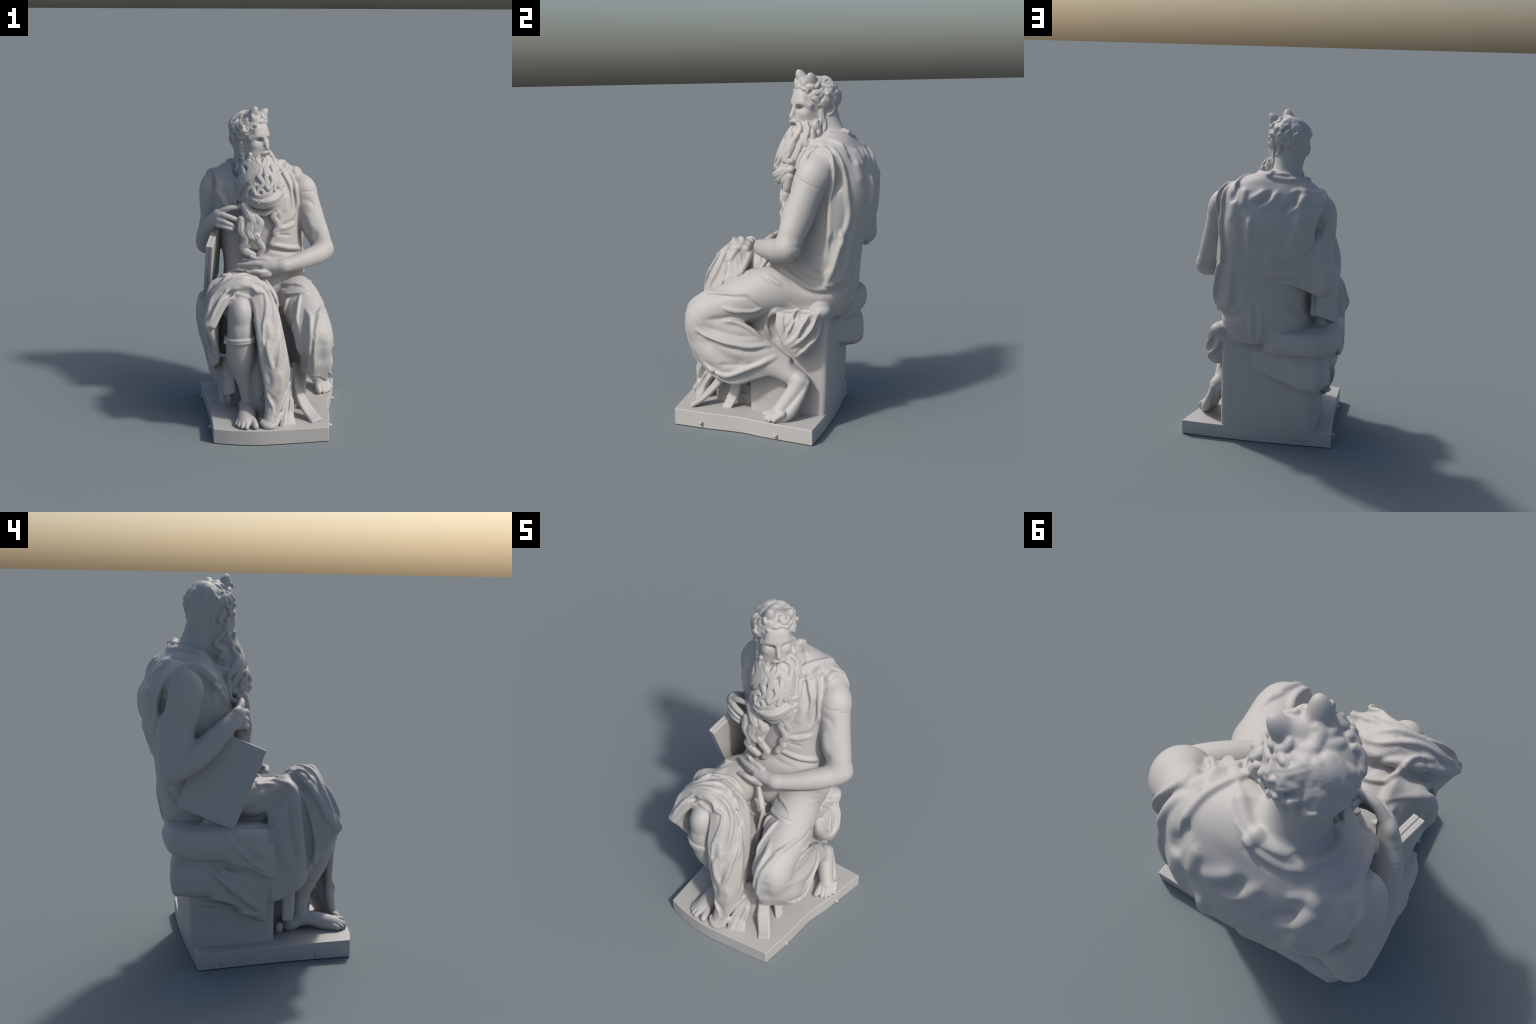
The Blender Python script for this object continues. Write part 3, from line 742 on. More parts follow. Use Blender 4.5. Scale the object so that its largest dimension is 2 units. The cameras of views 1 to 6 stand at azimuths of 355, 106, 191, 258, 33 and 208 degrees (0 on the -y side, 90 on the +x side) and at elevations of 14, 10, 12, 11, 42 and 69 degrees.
# curls tied in the middle, bands of hair drawn across to the hand
locks("beard", [
    [(-0.077, 0.030, 1.508), (-0.118, 0.037, 1.488), (-0.136, 0.045, 1.457), (-0.121, 0.037, 1.431), (-0.092, 0.026, 1.418)],
    [(-0.092, 0.034, 1.511), (-0.100, 0.027, 1.482), (-0.082, 0.016, 1.454), (-0.052, 0.012, 1.447), (-0.046, 0.012, 1.469), (-0.063, 0.012, 1.478)],
    [(-0.143, 0.052, 1.463), (-0.150, 0.062, 1.439), (-0.125, 0.043, 1.419), (-0.077, 0.022, 1.415)]], 0.014, k=0.004, lift=0.6)
locks("beard", [
    [(0.071, 0.120, 1.493), (0.059, 0.080, 1.447), (0.014, 0.030, 1.424), (-0.048, 0.018, 1.415), (-0.100, 0.027, 1.422), (-0.142, 0.058, 1.420), (-0.191, 0.085, 1.398)],
    [(0.076, 0.110, 1.450), (0.048, 0.050, 1.400), (0.003, 0.020, 1.385), (-0.059, 0.018, 1.388), (-0.120, 0.040, 1.400), (-0.177, 0.075, 1.385)]], 0.022, k=0.010)
strands = []
for row, r in (
        ([(0.072, 0.100, 1.418), (0.040, 0.055, 1.379), (0.001, 0.050, 1.336), (-0.045, 0.052, 1.321), (-0.097, 0.055, 1.340), (-0.143, 0.060, 1.371), (-0.185, 0.065, 1.370)], 0.020),
        ([(0.030, 0.080, 1.380), (0.0, 0.075, 1.350), (-0.045, 0.075, 1.340), (-0.097, 0.075, 1.355), (-0.143, 0.08, 1.375)], 0.026),
        # long wavy locks falling over the belly
        ([(-0.165, 0.0394, 1.375), (-0.133, 0.016, 1.314), (-0.115, 0.012, 1.284), (-0.137, 0.01, 1.246), (-0.148, 0.012, 1.206), (-0.121, 0.014, 1.179), (-0.091, 0.016, 1.178)], 0.02688),
        ([(-0.121, 0.0394, 1.339), (-0.088, 0.019, 1.298), (-0.07, 0.019, 1.263), (-0.095, 0.014, 1.23), (-0.108, 0.016, 1.202), (-0.091, 0.016, 1.174), (-0.071, 0.0217818, 1.134), (-0.048, 0.0295818, 1.101), (-0.059, 0.0329091, 1.07), (-0.067, 0.0326364, 1.05)], 0.022848),
        ([(-0.184, 0.029, 1.29), (-0.186, 0.016, 1.222), (-0.158, 0.014, 1.175), (-0.163, 0.0180182, 1.133), (-0.178, 0.0244, 1.106), (-0.152, 0.0299636, 1.074), (-0.114, 0.0306909, 1.054)], 0.025536),
        ([(-0.1, 0.024, 1.27), (-0.075, 0.029, 1.285), (-0.055, 0.032, 1.262), (-0.07, 0.029, 1.225), (-0.08, 0.024, 1.19)], 0.02016),
        ([(-0.16, 0.029, 1.28), (-0.15, 0.024, 1.24), (-0.168, 0.024, 1.2), (-0.15, 0.022, 1.15), (-0.14, 0.0282727, 1.115), (-0.158, 0.0321818, 1.09), (-0.138, 0.0348, 1.062)], 0.017472),
        ([(-0.13, 0.034, 1.3), (-0.12, 0.034, 1.24), (-0.125, 0.034, 1.2)], 0.04032),
        ([(-0.145, 0.0594, 1.36), (-0.14, 0.044, 1.28), (-0.15, 0.039, 1.2), (-0.155, 0.0413636, 1.14)], 0.037632),
        ([(0.082, 0.100, 1.410), (0.066, 0.080, 1.344), (0.044, 0.066, 1.321), (0.022, 0.062, 1.298), (0.041, 0.062, 1.271), (0.053, 0.062, 1.235), (0.035, 0.060, 1.194), (0.043, 0.058, 1.166), (0.024, 0.056, 1.141), (0.014, 0.050, 1.119)], 0.0216),
        ([(0.050, 0.075, 1.385), (0.040, 0.068, 1.345), (0.060, 0.07, 1.305), (0.045, 0.07, 1.27)], 0.0216),
        ([(0.030, 0.085, 1.37), (0.045, 0.08, 1.30), (0.045, 0.08, 1.24), (0.035, 0.075, 1.18)], 0.024)):
    tube("beard", row, r, k=0.006)
    row = np.asarray(row, float)
    for side in (-0.35, 0.35):
        strands.append(row + V(side * r, -r * 0.95, 0))
for row in strands:
    fold(row, -0.007, 0.0048, on=False, power=1.5)
ellipsoid("beard", (0.013, 0.048, 1.119), (0.017, 0.015, 0.016), k=0.004)
# mouth, and the pinch of beard under the lip
fold(hlist([(0.150, -0.024, -0.104), (0.156, 0.0, -0.098), (0.150, 0.026, -0.104)]), -0.009, 0.006)

# ------------------------------------------------------------------ cloth folds
def ridge(height, half, *spine):
    """a rounded fold of the cloth standing `height` above the surface along its spine"""
    S = snap(spline(np.asarray(spine, float), 0.012))
    g = np.column_stack([sample(S + 0.008 * np.eye(3)[i]) - sample(S - 0.008 * np.eye(3)[i]) for i in range(3)])
    g = g / np.maximum(np.linalg.norm(g, axis=1, keepdims=True), 1e-9)
    t = np.linspace(0, 1, len(S))
    full = np.clip(np.minimum(t, 1 - t) / 0.2, 0, 1) ** 0.7
    r = half * (0.75 + 0.25 * full)
    tube(None, np.column_stack([S + g * (height * 1.1 * full - r)[:, None], r]), k=half * 1.1, step=0.03)


def swell(height, half, *spine):
    """a soft, broad rise of the cloth"""
    fold(spine, height * 1.2, half)


def crease(depth, half, *spine):
    """a fold cut in along its spine"""
    fold(spine, -depth * 1.5, half, power=1.25 if half < 0.018 else 2)


# torso, front
ridge(0.012, 0.012, (-0.246, 0.341, 1.617), (-0.237, 0.24, 1.586), (-0.21, 0.183, 1.533), (-0.195, 0.122, 1.513))
crease(0.015, 0.02, (-0.216, 0.255, 1.615), (-0.204, 0.21, 1.567), (-0.196, 0.134, 1.549))
ridge(0.01, 0.012, (-0.347, 0.374, 1.558), (-0.332, 0.268, 1.505), (-0.315, 0.217, 1.459), (-0.295, 0.178, 1.411), (-0.277, 0.153, 1.361))
ridge(0.008, 0.012, (-0.316, 0.214, 1.451), (-0.325, 0.217, 1.373), (-0.33, 0.229, 1.331))
crease(0.012, 0.012, (-0.356, 0.342, 1.54), (-0.34, 0.268, 1.473), (-0.329, 0.23, 1.425))
ridge(0.014, 0.012, (0.137, 0.261, 1.579), (0.165, 0.225, 1.522), (0.179, 0.208, 1.478), (0.185, 0.189, 1.411), (0.189, 0.179, 1.35), (0.17, 0.151, 1.293))
crease(0.018, 0.012, (0.147, 0.28, 1.584), (0.175, 0.243, 1.535), (0.184, 0.216, 1.492))
ridge(0.012, 0.014, (0.066, 0.254, 1.604), (0.094, 0.218, 1.563), (0.122, 0.189, 1.513), (0.144, 0.177, 1.46), (0.155, 0.161, 1.393), (0.162, 0.151, 1.332))
crease(0.01, 0.01, (0.078, 0.22, 1.571), (0.113, 0.181, 1.507), (0.136, 0.168, 1.454), (0.143, 0.157, 1.409))
crease(0.014, 0.01, (0.157, 0.183, 1.451), (0.166, 0.165, 1.376), (0.166, 0.15, 1.309))
swell(0.006, 0.018, (0.102, 0.143, 1.436), (0.113, 0.132, 1.383), (0.104, 0.11, 1.31))
crease(0.012, 0.01, (0.175, 0.149, 1.258), (0.132, 0.113, 1.242), (0.083, 0.091, 1.232))
ridge(0.008, 0.012, (0.166, 0.137, 1.233), (0.115, 0.102, 1.217), (0.067, 0.084, 1.21))
crease(0.008, 0.006, (0.067, 0.082, 1.172), (0.14, 0.11, 1.162))
crease(0.02, 0.01, (-0.018, 0.067, 1.086), (0.036, 0.07, 1.078), (0.107, 0.083, 1.058), (0.2, 0.139, 1.037))
ridge(0.012, 0.014, (-0.011, 0.069, 1.108), (0.051, 0.074, 1.099), (0.123, 0.093, 1.081), (0.22, 0.179, 1.055))
crease(0.008, 0.008, (-0.019, 0.057, 1.037), (0.035, 0.055, 1.029), (0.113, 0.069, 1.024))
crease(0.003, 0.005, (0.208, 0.187, 1.438), (0.261, 0.18, 1.436), (0.322, 0.221, 1.431))
crease(0.004, 0.018, (0.23, 0.172, 1.382), (0.276, 0.166, 1.375), (0.303, 0.158, 1.341))
crease(0.004, 0.018, (0.314, 0.108, 1.174), (0.297, 0.116, 1.133))
swell(0.006, 0.025, (0.251, 0.147, 1.3), (0.272, 0.123, 1.242), (0.295, 0.112, 1.197))
# sash and skirt, front
ridge(0.01, 0.01, (0.073, -0.032, 0.873), (0.107, -0.066, 0.882), (0.163, -0.104, 0.887), (0.227, -0.14, 0.869))
crease(0.01, 0.01, (0.071, -0.053, 0.855), (0.104, -0.096, 0.865), (0.169, -0.119, 0.881))
ridge(0.012, 0.01, (0.079, -0.115, 0.826), (0.12, -0.157, 0.839), (0.191, -0.183, 0.852), (0.238, -0.175, 0.851))
crease(0.012, 0.01, (0.078, -0.13, 0.81), (0.111, -0.168, 0.823), (0.167, -0.195, 0.841))
ridge(0.014, 0.01, (0.101, -0.159, 0.819), (0.087, -0.181, 0.775), (0.08, -0.188, 0.707))
ridge(0.014, 0.01, (0.171, -0.194, 0.843), (0.155, -0.264, 0.799), (0.141, -0.326, 0.741), (0.136, -0.369, 0.694))
ridge(0.014, 0.014, (0.197, -0.32, 0.784), (0.211, -0.382, 0.75), (0.205, -0.462, 0.662), (0.2, -0.479, 0.554), (0.203, -0.449, 0.428))
crease(0.02, 0.025, (0.176, -0.311, 0.782), (0.163, -0.421, 0.68), (0.163, -0.437, 0.533), (0.165, -0.379, 0.418))
crease(0.016, 0.016, (0.12, -0.221, 0.794), (0.11, -0.284, 0.721), (0.132, -0.115, 0.547))
ridge(0.012, 0.014, (0.288, -0.304, 0.777), (0.248, -0.434, 0.713), (0.229, -0.473, 0.65), (0.221, -0.485, 0.556), (0.223, -0.464, 0.441))
crease(0.012, 0.01, (0.213, -0.465, 0.663), (0.214, -0.477, 0.515), (0.214, -0.458, 0.431))
crease(0.007, 0.03, (0.272, -0.475, 0.635), (0.273, -0.478, 0.56), (0.27, -0.46, 0.484))
# cloth over the knee
ridge(0.01, 0.008, (-0.314, -0.023, 0.921), (-0.262, -0.018, 0.944))
crease(0.01, 0.01, (-0.388, -0.219, 0.902), (-0.313, -0.292, 0.98), (-0.263, -0.28, 1.001), (-0.214, -0.297, 1.008))
ridge(0.014, 0.012, (-0.42, -0.389, 0.81), (-0.38, -0.354, 0.89), (-0.309, -0.348, 0.955), (-0.252, -0.335, 0.991), (-0.195, -0.325, 1.001), (-0.144, -0.299, 0.993))
crease(0.012, 0.01, (-0.41, -0.407, 0.804), (-0.36, -0.386, 0.881), (-0.296, -0.368, 0.943))
ridge(0.012, 0.01, (-0.408, -0.434, 0.766), (-0.361, -0.408, 0.851), (-0.325, -0.386, 0.905), (-0.292, -0.364, 0.949))
crease(0.01, 0.008, (-0.401, -0.423, 0.791), (-0.386, -0.408, 0.83), (-0.361, -0.396, 0.869))
ridge(0.014, 0.012, (-0.209, -0.368, 0.966), (-0.15, -0.37, 0.951), (-0.116, -0.39, 0.924), (-0.084, -0.386, 0.922), (-0.071, -0.394, 0.902), (-0.066, -0.422, 0.856), (-0.073, -0.457, 0.794), (-0.085, -0.476, 0.746), (-0.086, -0.491, 0.678), (-0.089, -0.497, 0.625))
ridge(0.012, 0.012, (-0.161, -0.338, 0.986), (-0.094, -0.336, 0.959), (-0.049, -0.35, 0.914), (-0.026, -0.37, 0.854), (-0.015, -0.411, 0.778), (-0.011, -0.442, 0.715))
crease(0.016, 0.012, (-0.114, -0.364, 0.952), (-0.07, -0.381, 0.916), (-0.049, -0.409, 0.852), (-0.037, -0.45, 0.755), (-0.035, -0.468, 0.706))
ridge(0.01, 0.01, (-0.025, -0.104, 0.881), (0.016, -0.136, 0.813), (0.055, -0.089, 0.714))
crease(0.012, 0.01, (-0.046, -0.318, 0.923), (-0.009, -0.305, 0.849), (0.003, -0.336, 0.799))
crease(0.028, 0.012, (-0.062, -0.44, 0.818), (-0.078, -0.475, 0.746), (-0.075, -0.491, 0.678), (-0.072, -0.5, 0.626))
crease(0.034, 0.01, (-0.007, -0.458, 0.666), (-0.015, -0.489, 0.602), (-0.022, -0.508, 0.533), (-0.016, -0.512, 0.489))
ridge(0.012, 0.012, (0.018, -0.379, 0.715), (0.017, -0.444, 0.623), (0.009, -0.492, 0.526), (-0.009, -0.51, 0.48))
ridge(0.01, 0.012, (-0.069, -0.496, 0.651), (-0.063, -0.507, 0.579), (-0.038, -0.515, 0.483))
ridge(0.01, 0.012, (-0.068, -0.507, 0.312), (-0.044, -0.521, 0.263), (-0.026, -0.526, 0.222), (-0.03, -0.53, 0.185))
crease(0.014, 0.014, (-0.048, -0.518, 0.301), (-0.015, -0.521, 0.247), (-0.026, -0.529, 0.177))
ridge(0.012, 0.012, (0.103, -0.379, 0.358), (0.053, -0.462, 0.283), (0.005, -0.504, 0.193), (-0.018, -0.526, 0.148))
crease(0.01, 0.012, (-0.063, -0.512, 0.46), (-0.048, -0.515, 0.384), (-0.069, -0.507, 0.335))
swell(0.008, 0.02, (0.011, -0.502, 0.454), (0.026, -0.499, 0.376), (0.011, -0.51, 0.303))
# cloak, side
ridge(0.016, 0.01, (0.198, 0.279, 1.551), (0.204, 0.332, 1.563), (0.237, 0.372, 1.526), (0.254, 0.381, 1.446), (0.236, 0.374, 1.369), (0.247, 0.359, 1.294))
ridge(0.02, 0.014, (0.178, 0.359, 1.575), (0.21, 0.411, 1.505), (0.204, 0.435, 1.417), (0.206, 0.447, 1.322), (0.195, 0.454, 1.225), (0.208, 0.434, 1.13), (0.239, 0.404, 1.063))
ridge(0.02, 0.014, (0.214, 0.429, 1.124), (0.231, 0.412, 1.07), (0.25, 0.391, 0.984), (0.265, 0.357, 0.865))
crease(0.012, 0.018, (0.213, 0.367, 1.55), (0.229, 0.402, 1.482), (0.217, 0.406, 1.418), (0.229, 0.401, 1.324))
crease(0.022, 0.018, (0.25, 0.384, 1.12), (0.261, 0.37, 1.042), (0.267, 0.346, 0.962), (0.24, 0.321, 0.899))
crease(0.003, 0.005, (0.295, 0.191, 1.427), (0.341, 0.26, 1.397), (0.329, 0.308, 1.375), (0.25, 0.347, 1.345))
ridge(0.012, 0.012, (0.052, 0.192, 1.57), (0.053, 0.246, 1.603), (0.114, 0.339, 1.613), (0.131, 0.395, 1.594), (0.141, 0.455, 1.538))
ridge(0.008, 0.01, (0.059, 0.18, 1.548), (0.122, 0.249, 1.578), (0.162, 0.323, 1.587))
ridge(0.012, 0.012, (-0.071, 0.366, 1.65), (-0.047, 0.411, 1.634))
swell(0.012, 0.02, (0.07, 0.454, 1.571), (0.073, 0.493, 1.514), (0.076, 0.513, 1.469))
crease(0.012, 0.02, (0.117, 0.418, 1.587), (0.138, 0.467, 1.519), (0.131, 0.485, 1.487))
# hip wraps, side
crease(0.008, 0.008, (0.419, 0.207, 1.072), (0.237, 0.225, 1.026), (0.242, 0.3, 1.004))
crease(0.012, 0.012, (0.422, 0.199, 1.025), (0.244, 0.218, 0.945), (0.243, 0.299, 0.891), (0.24, 0.327, 0.863))
crease(0.008, 0.01, (0.214, 0.11, 0.945), (0.241, 0.175, 0.894), (0.245, 0.258, 0.861), (0.238, 0.314, 0.856))
crease(0.014, 0.012, (0.21, 0.058, 0.909), (0.25, 0.135, 0.862), (0.257, 0.194, 0.816), (0.25, 0.267, 0.791), (0.226, 0.343, 0.786), (0.172, 0.406, 0.799), (0.095, 0.448, 0.843))
ridge(0.01, 0.014, (0.209, 0.084, 0.918), (0.248, 0.176, 0.859), (0.249, 0.259, 0.817), (0.223, 0.351, 0.806))
crease(0.008, 0.007, (0.261, -0.02, 0.879), (0.285, 0.069, 0.825), (0.265, 0.137, 0.742), (0.244, 0.177, 0.701))
ridge(0.006, 0.012, (0.263, 0.014, 0.876), (0.276, 0.092, 0.833))
crease(0.012, 0.008, (0.285, -0.337, 0.764), (0.323, -0.225, 0.772), (0.33, -0.103, 0.77), (0.328, -0.065, 0.742), (0.286, 0.005, 0.688))
ridge(0.007, 0.012, (0.261, -0.364, 0.76), (0.3, -0.278, 0.779), (0.328, -0.108, 0.776))
ridge(0.012, 0.012, (0.348, -0.219, 0.705), (0.337, -0.143, 0.688), (0.314, -0.061, 0.686), (0.301, -0.012, 0.699))
crease(0.014, 0.012, (0.332, -0.136, 0.674), (0.307, -0.064, 0.67), (0.292, -0.015, 0.682))
crease(0.012, 0.012, (0.357, -0.316, 0.637), (0.346, -0.225, 0.644), (0.335, -0.171, 0.652), (0.311, -0.117, 0.642))
ridge(0.012, 0.012, (0.346, -0.226, 0.637), (0.332, -0.146, 0.624), (0.322, -0.062, 0.58), (0.317, -0.015, 0.534))
crease(0.008, 0.012, (0.358, -0.335, 0.601), (0.358, -0.219, 0.568), (0.345, -0.113, 0.549), (0.327, -0.052, 0.547))
ridge(0.016, 0.014, (0.356, -0.382, 0.577), (0.365, -0.307, 0.539), (0.371, -0.216, 0.515), (0.361, -0.131, 0.499), (0.342, -0.066, 0.489), (0.311, 0.022, 0.49))
crease(0.016, 0.012, (0.358, -0.355, 0.548), (0.371, -0.279, 0.516), (0.372, -0.194, 0.489), (0.352, -0.09, 0.48))
crease(0.012, 0.01, (0.364, -0.131, 0.469), (0.346, -0.07, 0.473), (0.324, -0.01, 0.482), (0.304, 0.042, 0.483))
crease(0.012, 0.03, (0.358, -0.355, 0.548), (0.374, -0.283, 0.49), (0.377, -0.225, 0.442), (0.369, -0.149, 0.404), (0.346, -0.072, 0.392))
crease(0.01, 0.01, (0.375, -0.245, 0.386), (0.373, -0.183, 0.392), (0.36, -0.116, 0.39))
ridge(0.016, 0.014, (0.338, -0.367, 0.404), (0.361, -0.27, 0.341), (0.363, -0.206, 0.324), (0.36, -0.135, 0.346), (0.34, -0.052, 0.38), (0.308, 0.064, 0.433))
crease(0.008, 0.012, (0.327, -0.38, 0.405), (0.358, -0.315, 0.375), (0.356, -0.227, 0.303), (0.357, -0.137, 0.325), (0.335, -0.031, 0.371))
# hanging cloth end at the seat's side
ridge(0.014, 0.01, (0.243, 0.175, 0.69), (0.322, 0.168, 0.635), (0.338, 0.133, 0.56))
crease(0.018, 0.009, (0.29, 0.183, 0.684), (0.328, 0.161, 0.619), (0.337, 0.13, 0.568))
crease(0.014, 0.008, (0.243, 0.201, 0.687), (0.313, 0.211, 0.652))
ridge(0.016, 0.012, (0.29, 0.26, 0.683), (0.325, 0.229, 0.622), (0.342, 0.19, 0.556), (0.339, 0.136, 0.513))
crease(0.018, 0.012, (0.3, 0.253, 0.668), (0.326, 0.236, 0.614), (0.34, 0.206, 0.565))
ridge(0.016, 0.012, (0.3, 0.309, 0.692), (0.305, 0.28, 0.62), (0.337, 0.231, 0.556), (0.343, 0.155, 0.502))
crease(0.018, 0.012, (0.296, 0.31, 0.674), (0.303, 0.283, 0.598), (0.334, 0.239, 0.518), (0.337, 0.196, 0.464))
ridge(0.014, 0.01, (0.243, 0.313, 0.632), (0.273, 0.289, 0.56), (0.328, 0.245, 0.503), (0.333, 0.195, 0.454))
crease(0.012, 0.009, (0.23, 0.323, 0.62), (0.23, 0.316, 0.564))
crease(0.03, 0.016, (0.258, 0.047, 0.653), (0.238, 0.041, 0.582), (0.233, 0.051, 0.502))
ridge(0.014, 0.012, (0.256, 0.091, 0.689), (0.267, 0.055, 0.688), (0.244, 0.008, 0.643), (0.233, -0.009, 0.587), (0.233, 0.012, 0.522))
ridge(0.01, 0.01, (0.292, 0.105, 0.681), (0.316, 0.106, 0.631), (0.333, 0.119, 0.575))
# right shoulder and chest
ridge(0.012, 0.012, (-0.177, 0.408, 1.624), (-0.238, 0.351, 1.62), (-0.248, 0.28, 1.606), (-0.198, 0.206, 1.566), (-0.2, 0.15, 1.498))
ridge(0.014, 0.012, (-0.393, 0.457, 1.474), (-0.385, 0.421, 1.522), (-0.349, 0.367, 1.553), (-0.331, 0.314, 1.553), (-0.325, 0.263, 1.522), (-0.318, 0.229, 1.479), (-0.313, 0.202, 1.421), (-0.311, 0.193, 1.37))
crease(0.026, 0.02, (-0.394, 0.467, 1.439), (-0.356, 0.484, 1.379), (-0.361, 0.491, 1.309))
ridge(0.01, 0.014, (-0.316, 0.24, 1.507), (-0.3, 0.185, 1.419), (-0.272, 0.146, 1.35))
crease(0.01, 0.012, (-0.295, 0.2, 1.476), (-0.271, 0.158, 1.415), (-0.25, 0.131, 1.354))
swell(0.008, 0.025, (-0.203, 0.516, 1.468), (-0.27, 0.538, 1.368), (-0.282, 0.525, 1.276))
# seat drapery
ridge(0.008, 0.012, (-0.467, 0.164, 0.712), (-0.472, 0.097, 0.629), (-0.46, 0.026, 0.561), (-0.45, -0.045, 0.516))
crease(0.01, 0.014, (-0.458, 0.149, 0.729), (-0.472, 0.07, 0.641), (-0.457, -0.008, 0.558))
crease(0.01, 0.012, (-0.409, 0.265, 0.557), (-0.411, 0.171, 0.546), (-0.422, 0.051, 0.502), (-0.4, -0.078, 0.45))
ridge(0.014, 0.014, (-0.41, 0.252, 0.543), (-0.419, 0.192, 0.474), (-0.409, 0.094, 0.381), (-0.378, -0.024, 0.276))
crease(0.012, 0.012, (-0.412, 0.259, 0.523), (-0.419, 0.206, 0.45), (-0.407, 0.107, 0.36), (-0.384, 0.005, 0.283))
ridge(0.01, 0.012, (-0.411, 0.168, 0.536), (-0.42, 0.138, 0.457), (-0.405, 0.066, 0.365), (-0.377, -0.035, 0.282))
ridge(0.012, 0.014, (-0.329, 0.312, 0.323), (-0.334, 0.217, 0.319), (-0.334, 0.134, 0.296), (-0.39, 0.041, 0.277), (-0.374, -0.025, 0.257))
crease(0.012, 0.012, (-0.418, -0.062, 0.71), (-0.45, -0.07, 0.636), (-0.447, -0.065, 0.553), (-0.45, -0.045, 0.513))
# thigh folds beside the tablets
ridge(0.01, 0.014, (-0.329, 0.025, 0.906), (-0.294, -0.039, 0.931), (-0.302, -0.099, 0.935))
crease(0.01, 0.012, (-0.355, -0.044, 0.866), (-0.356, -0.087, 0.877), (-0.382, -0.137, 0.89))
crease(0.012, 0.02, (-0.347, 0.044, 0.815), (-0.359, -0.044, 0.84), (-0.393, -0.14, 0.863))
crease(0.01, 0.014, (-0.293, 0.067, 0.75), (-0.316, -0.011, 0.762), (-0.373, -0.063, 0.776))
crease(0.02, 0.014, (-0.424, 0.114, 0.742), (-0.407, 0.008, 0.745), (-0.388, -0.091, 0.746))
swell(0.01, 0.018, (-0.271, -0.105, 0.955), (-0.338, -0.156, 0.95), (-0.397, -0.198, 0.91), (-0.418, -0.21, 0.837), (-0.43, -0.222, 0.687), (-0.407, -0.25, 0.524), (-0.39, -0.257, 0.429))
crease(0.022, 0.022, (-0.379, -0.198, 0.932), (-0.394, -0.236, 0.852), (-0.388, -0.263, 0.718), (-0.383, -0.276, 0.605), (-0.38, -0.271, 0.493))
ridge(0.012, 0.012, (-0.346, -0.224, 0.924), (-0.381, -0.257, 0.848), (-0.392, -0.307, 0.673), (-0.387, -0.308, 0.56), (-0.28, -0.307, 0.424))
crease(0.016, 0.014, (-0.4, -0.153, 0.865), (-0.415, -0.157, 0.729), (-0.427, -0.186, 0.599), (-0.421, -0.211, 0.508))
crease(0.01, 0.01, (-0.394, -0.404, 0.824), (-0.435, -0.412, 0.768), (-0.446, -0.419, 0.727))
swell(0.006, 0.02, (-0.369, -0.28, 0.932), (-0.414, -0.331, 0.845), (-0.419, -0.369, 0.722))
# back
swell(0.014, 0.022, (-0.051, 0.476, 1.563), (-0.003, 0.497, 1.529), (0.041, 0.503, 1.508))
crease(0.012, 0.025, (-0.082, 0.482, 1.555), (-0.048, 0.504, 1.52), (-0.016, 0.517, 1.492))
swell(0.012, 0.02, (-0.122, 0.472, 1.566), (-0.085, 0.509, 1.51), (-0.025, 0.527, 1.47))
swell(0.014, 0.02, (-0.295, 0.453, 1.547), (-0.259, 0.5, 1.507), (-0.182, 0.531, 1.443))
crease(0.01, 0.025, (-0.242, 0.484, 1.523), (-0.19, 0.511, 1.485), (-0.157, 0.536, 1.442))
swell(0.01, 0.015, (-0.193, 0.469, 1.56), (-0.235, 0.45, 1.569), (-0.279, 0.441, 1.567))
swell(0.01, 0.03, (0.127, 0.475, 1.514), (0.134, 0.497, 1.451), (0.135, 0.514, 1.389))
swell(0.012, 0.012, (-0.002, 0.377, 1.645), (-0.076, 0.415, 1.633), (-0.143, 0.419, 1.624), (-0.205, 0.401, 1.618), (-0.259, 0.366, 1.61))
crease(0.01, 0.012, (-0.028, 0.408, 1.634), (-0.079, 0.43, 1.62), (-0.146, 0.434, 1.609))
crease(0.008, 0.008, (0.257, 0.375, 1.479), (0.265, 0.372, 1.418), (0.267, 0.35, 1.36))
crease(0.018, 0.014, (-0.073, 0.489, 1.047), (-0.148, 0.501, 1.056), (-0.226, 0.496, 1.066), (-0.265, 0.487, 1.045), (-0.29, 0.478, 1.015))
crease(0.012, 0.014, (0.092, 0.467, 1.008), (0.107, 0.457, 0.957), (0.126, 0.445, 0.905), (0.159, 0.433, 0.871))
ridge(0.008, 0.014, (0.029, 0.463, 0.876), (0.028, 0.446, 0.768), (0.02, 0.423, 0.686))
ridge(0.01, 0.014, (-0.028, 0.465, 0.881), (-0.034, 0.449, 0.774), (-0.021, 0.422, 0.682))
crease(0.012, 0.018, (-0.181, 0.445, 0.928), (-0.218, 0.418, 0.876), (-0.264, 0.36, 0.823))
crease(0.016, 0.012, (0.134, 0.343, 0.607), (0.016, 0.344, 0.619), (-0.071, 0.434, 0.664), (-0.135, 0.453, 0.695), (-0.183, 0.455, 0.705))
crease(0.018, 0.014, (-0.139, 0.438, 0.593), (-0.242, 0.424, 0.576), (-0.363, 0.419, 0.572), (-0.41, 0.271, 0.538))
crease(0.01, 0.012, (0.18, 0.4, 0.799), (0.124, 0.433, 0.805), (0.064, 0.456, 0.85))
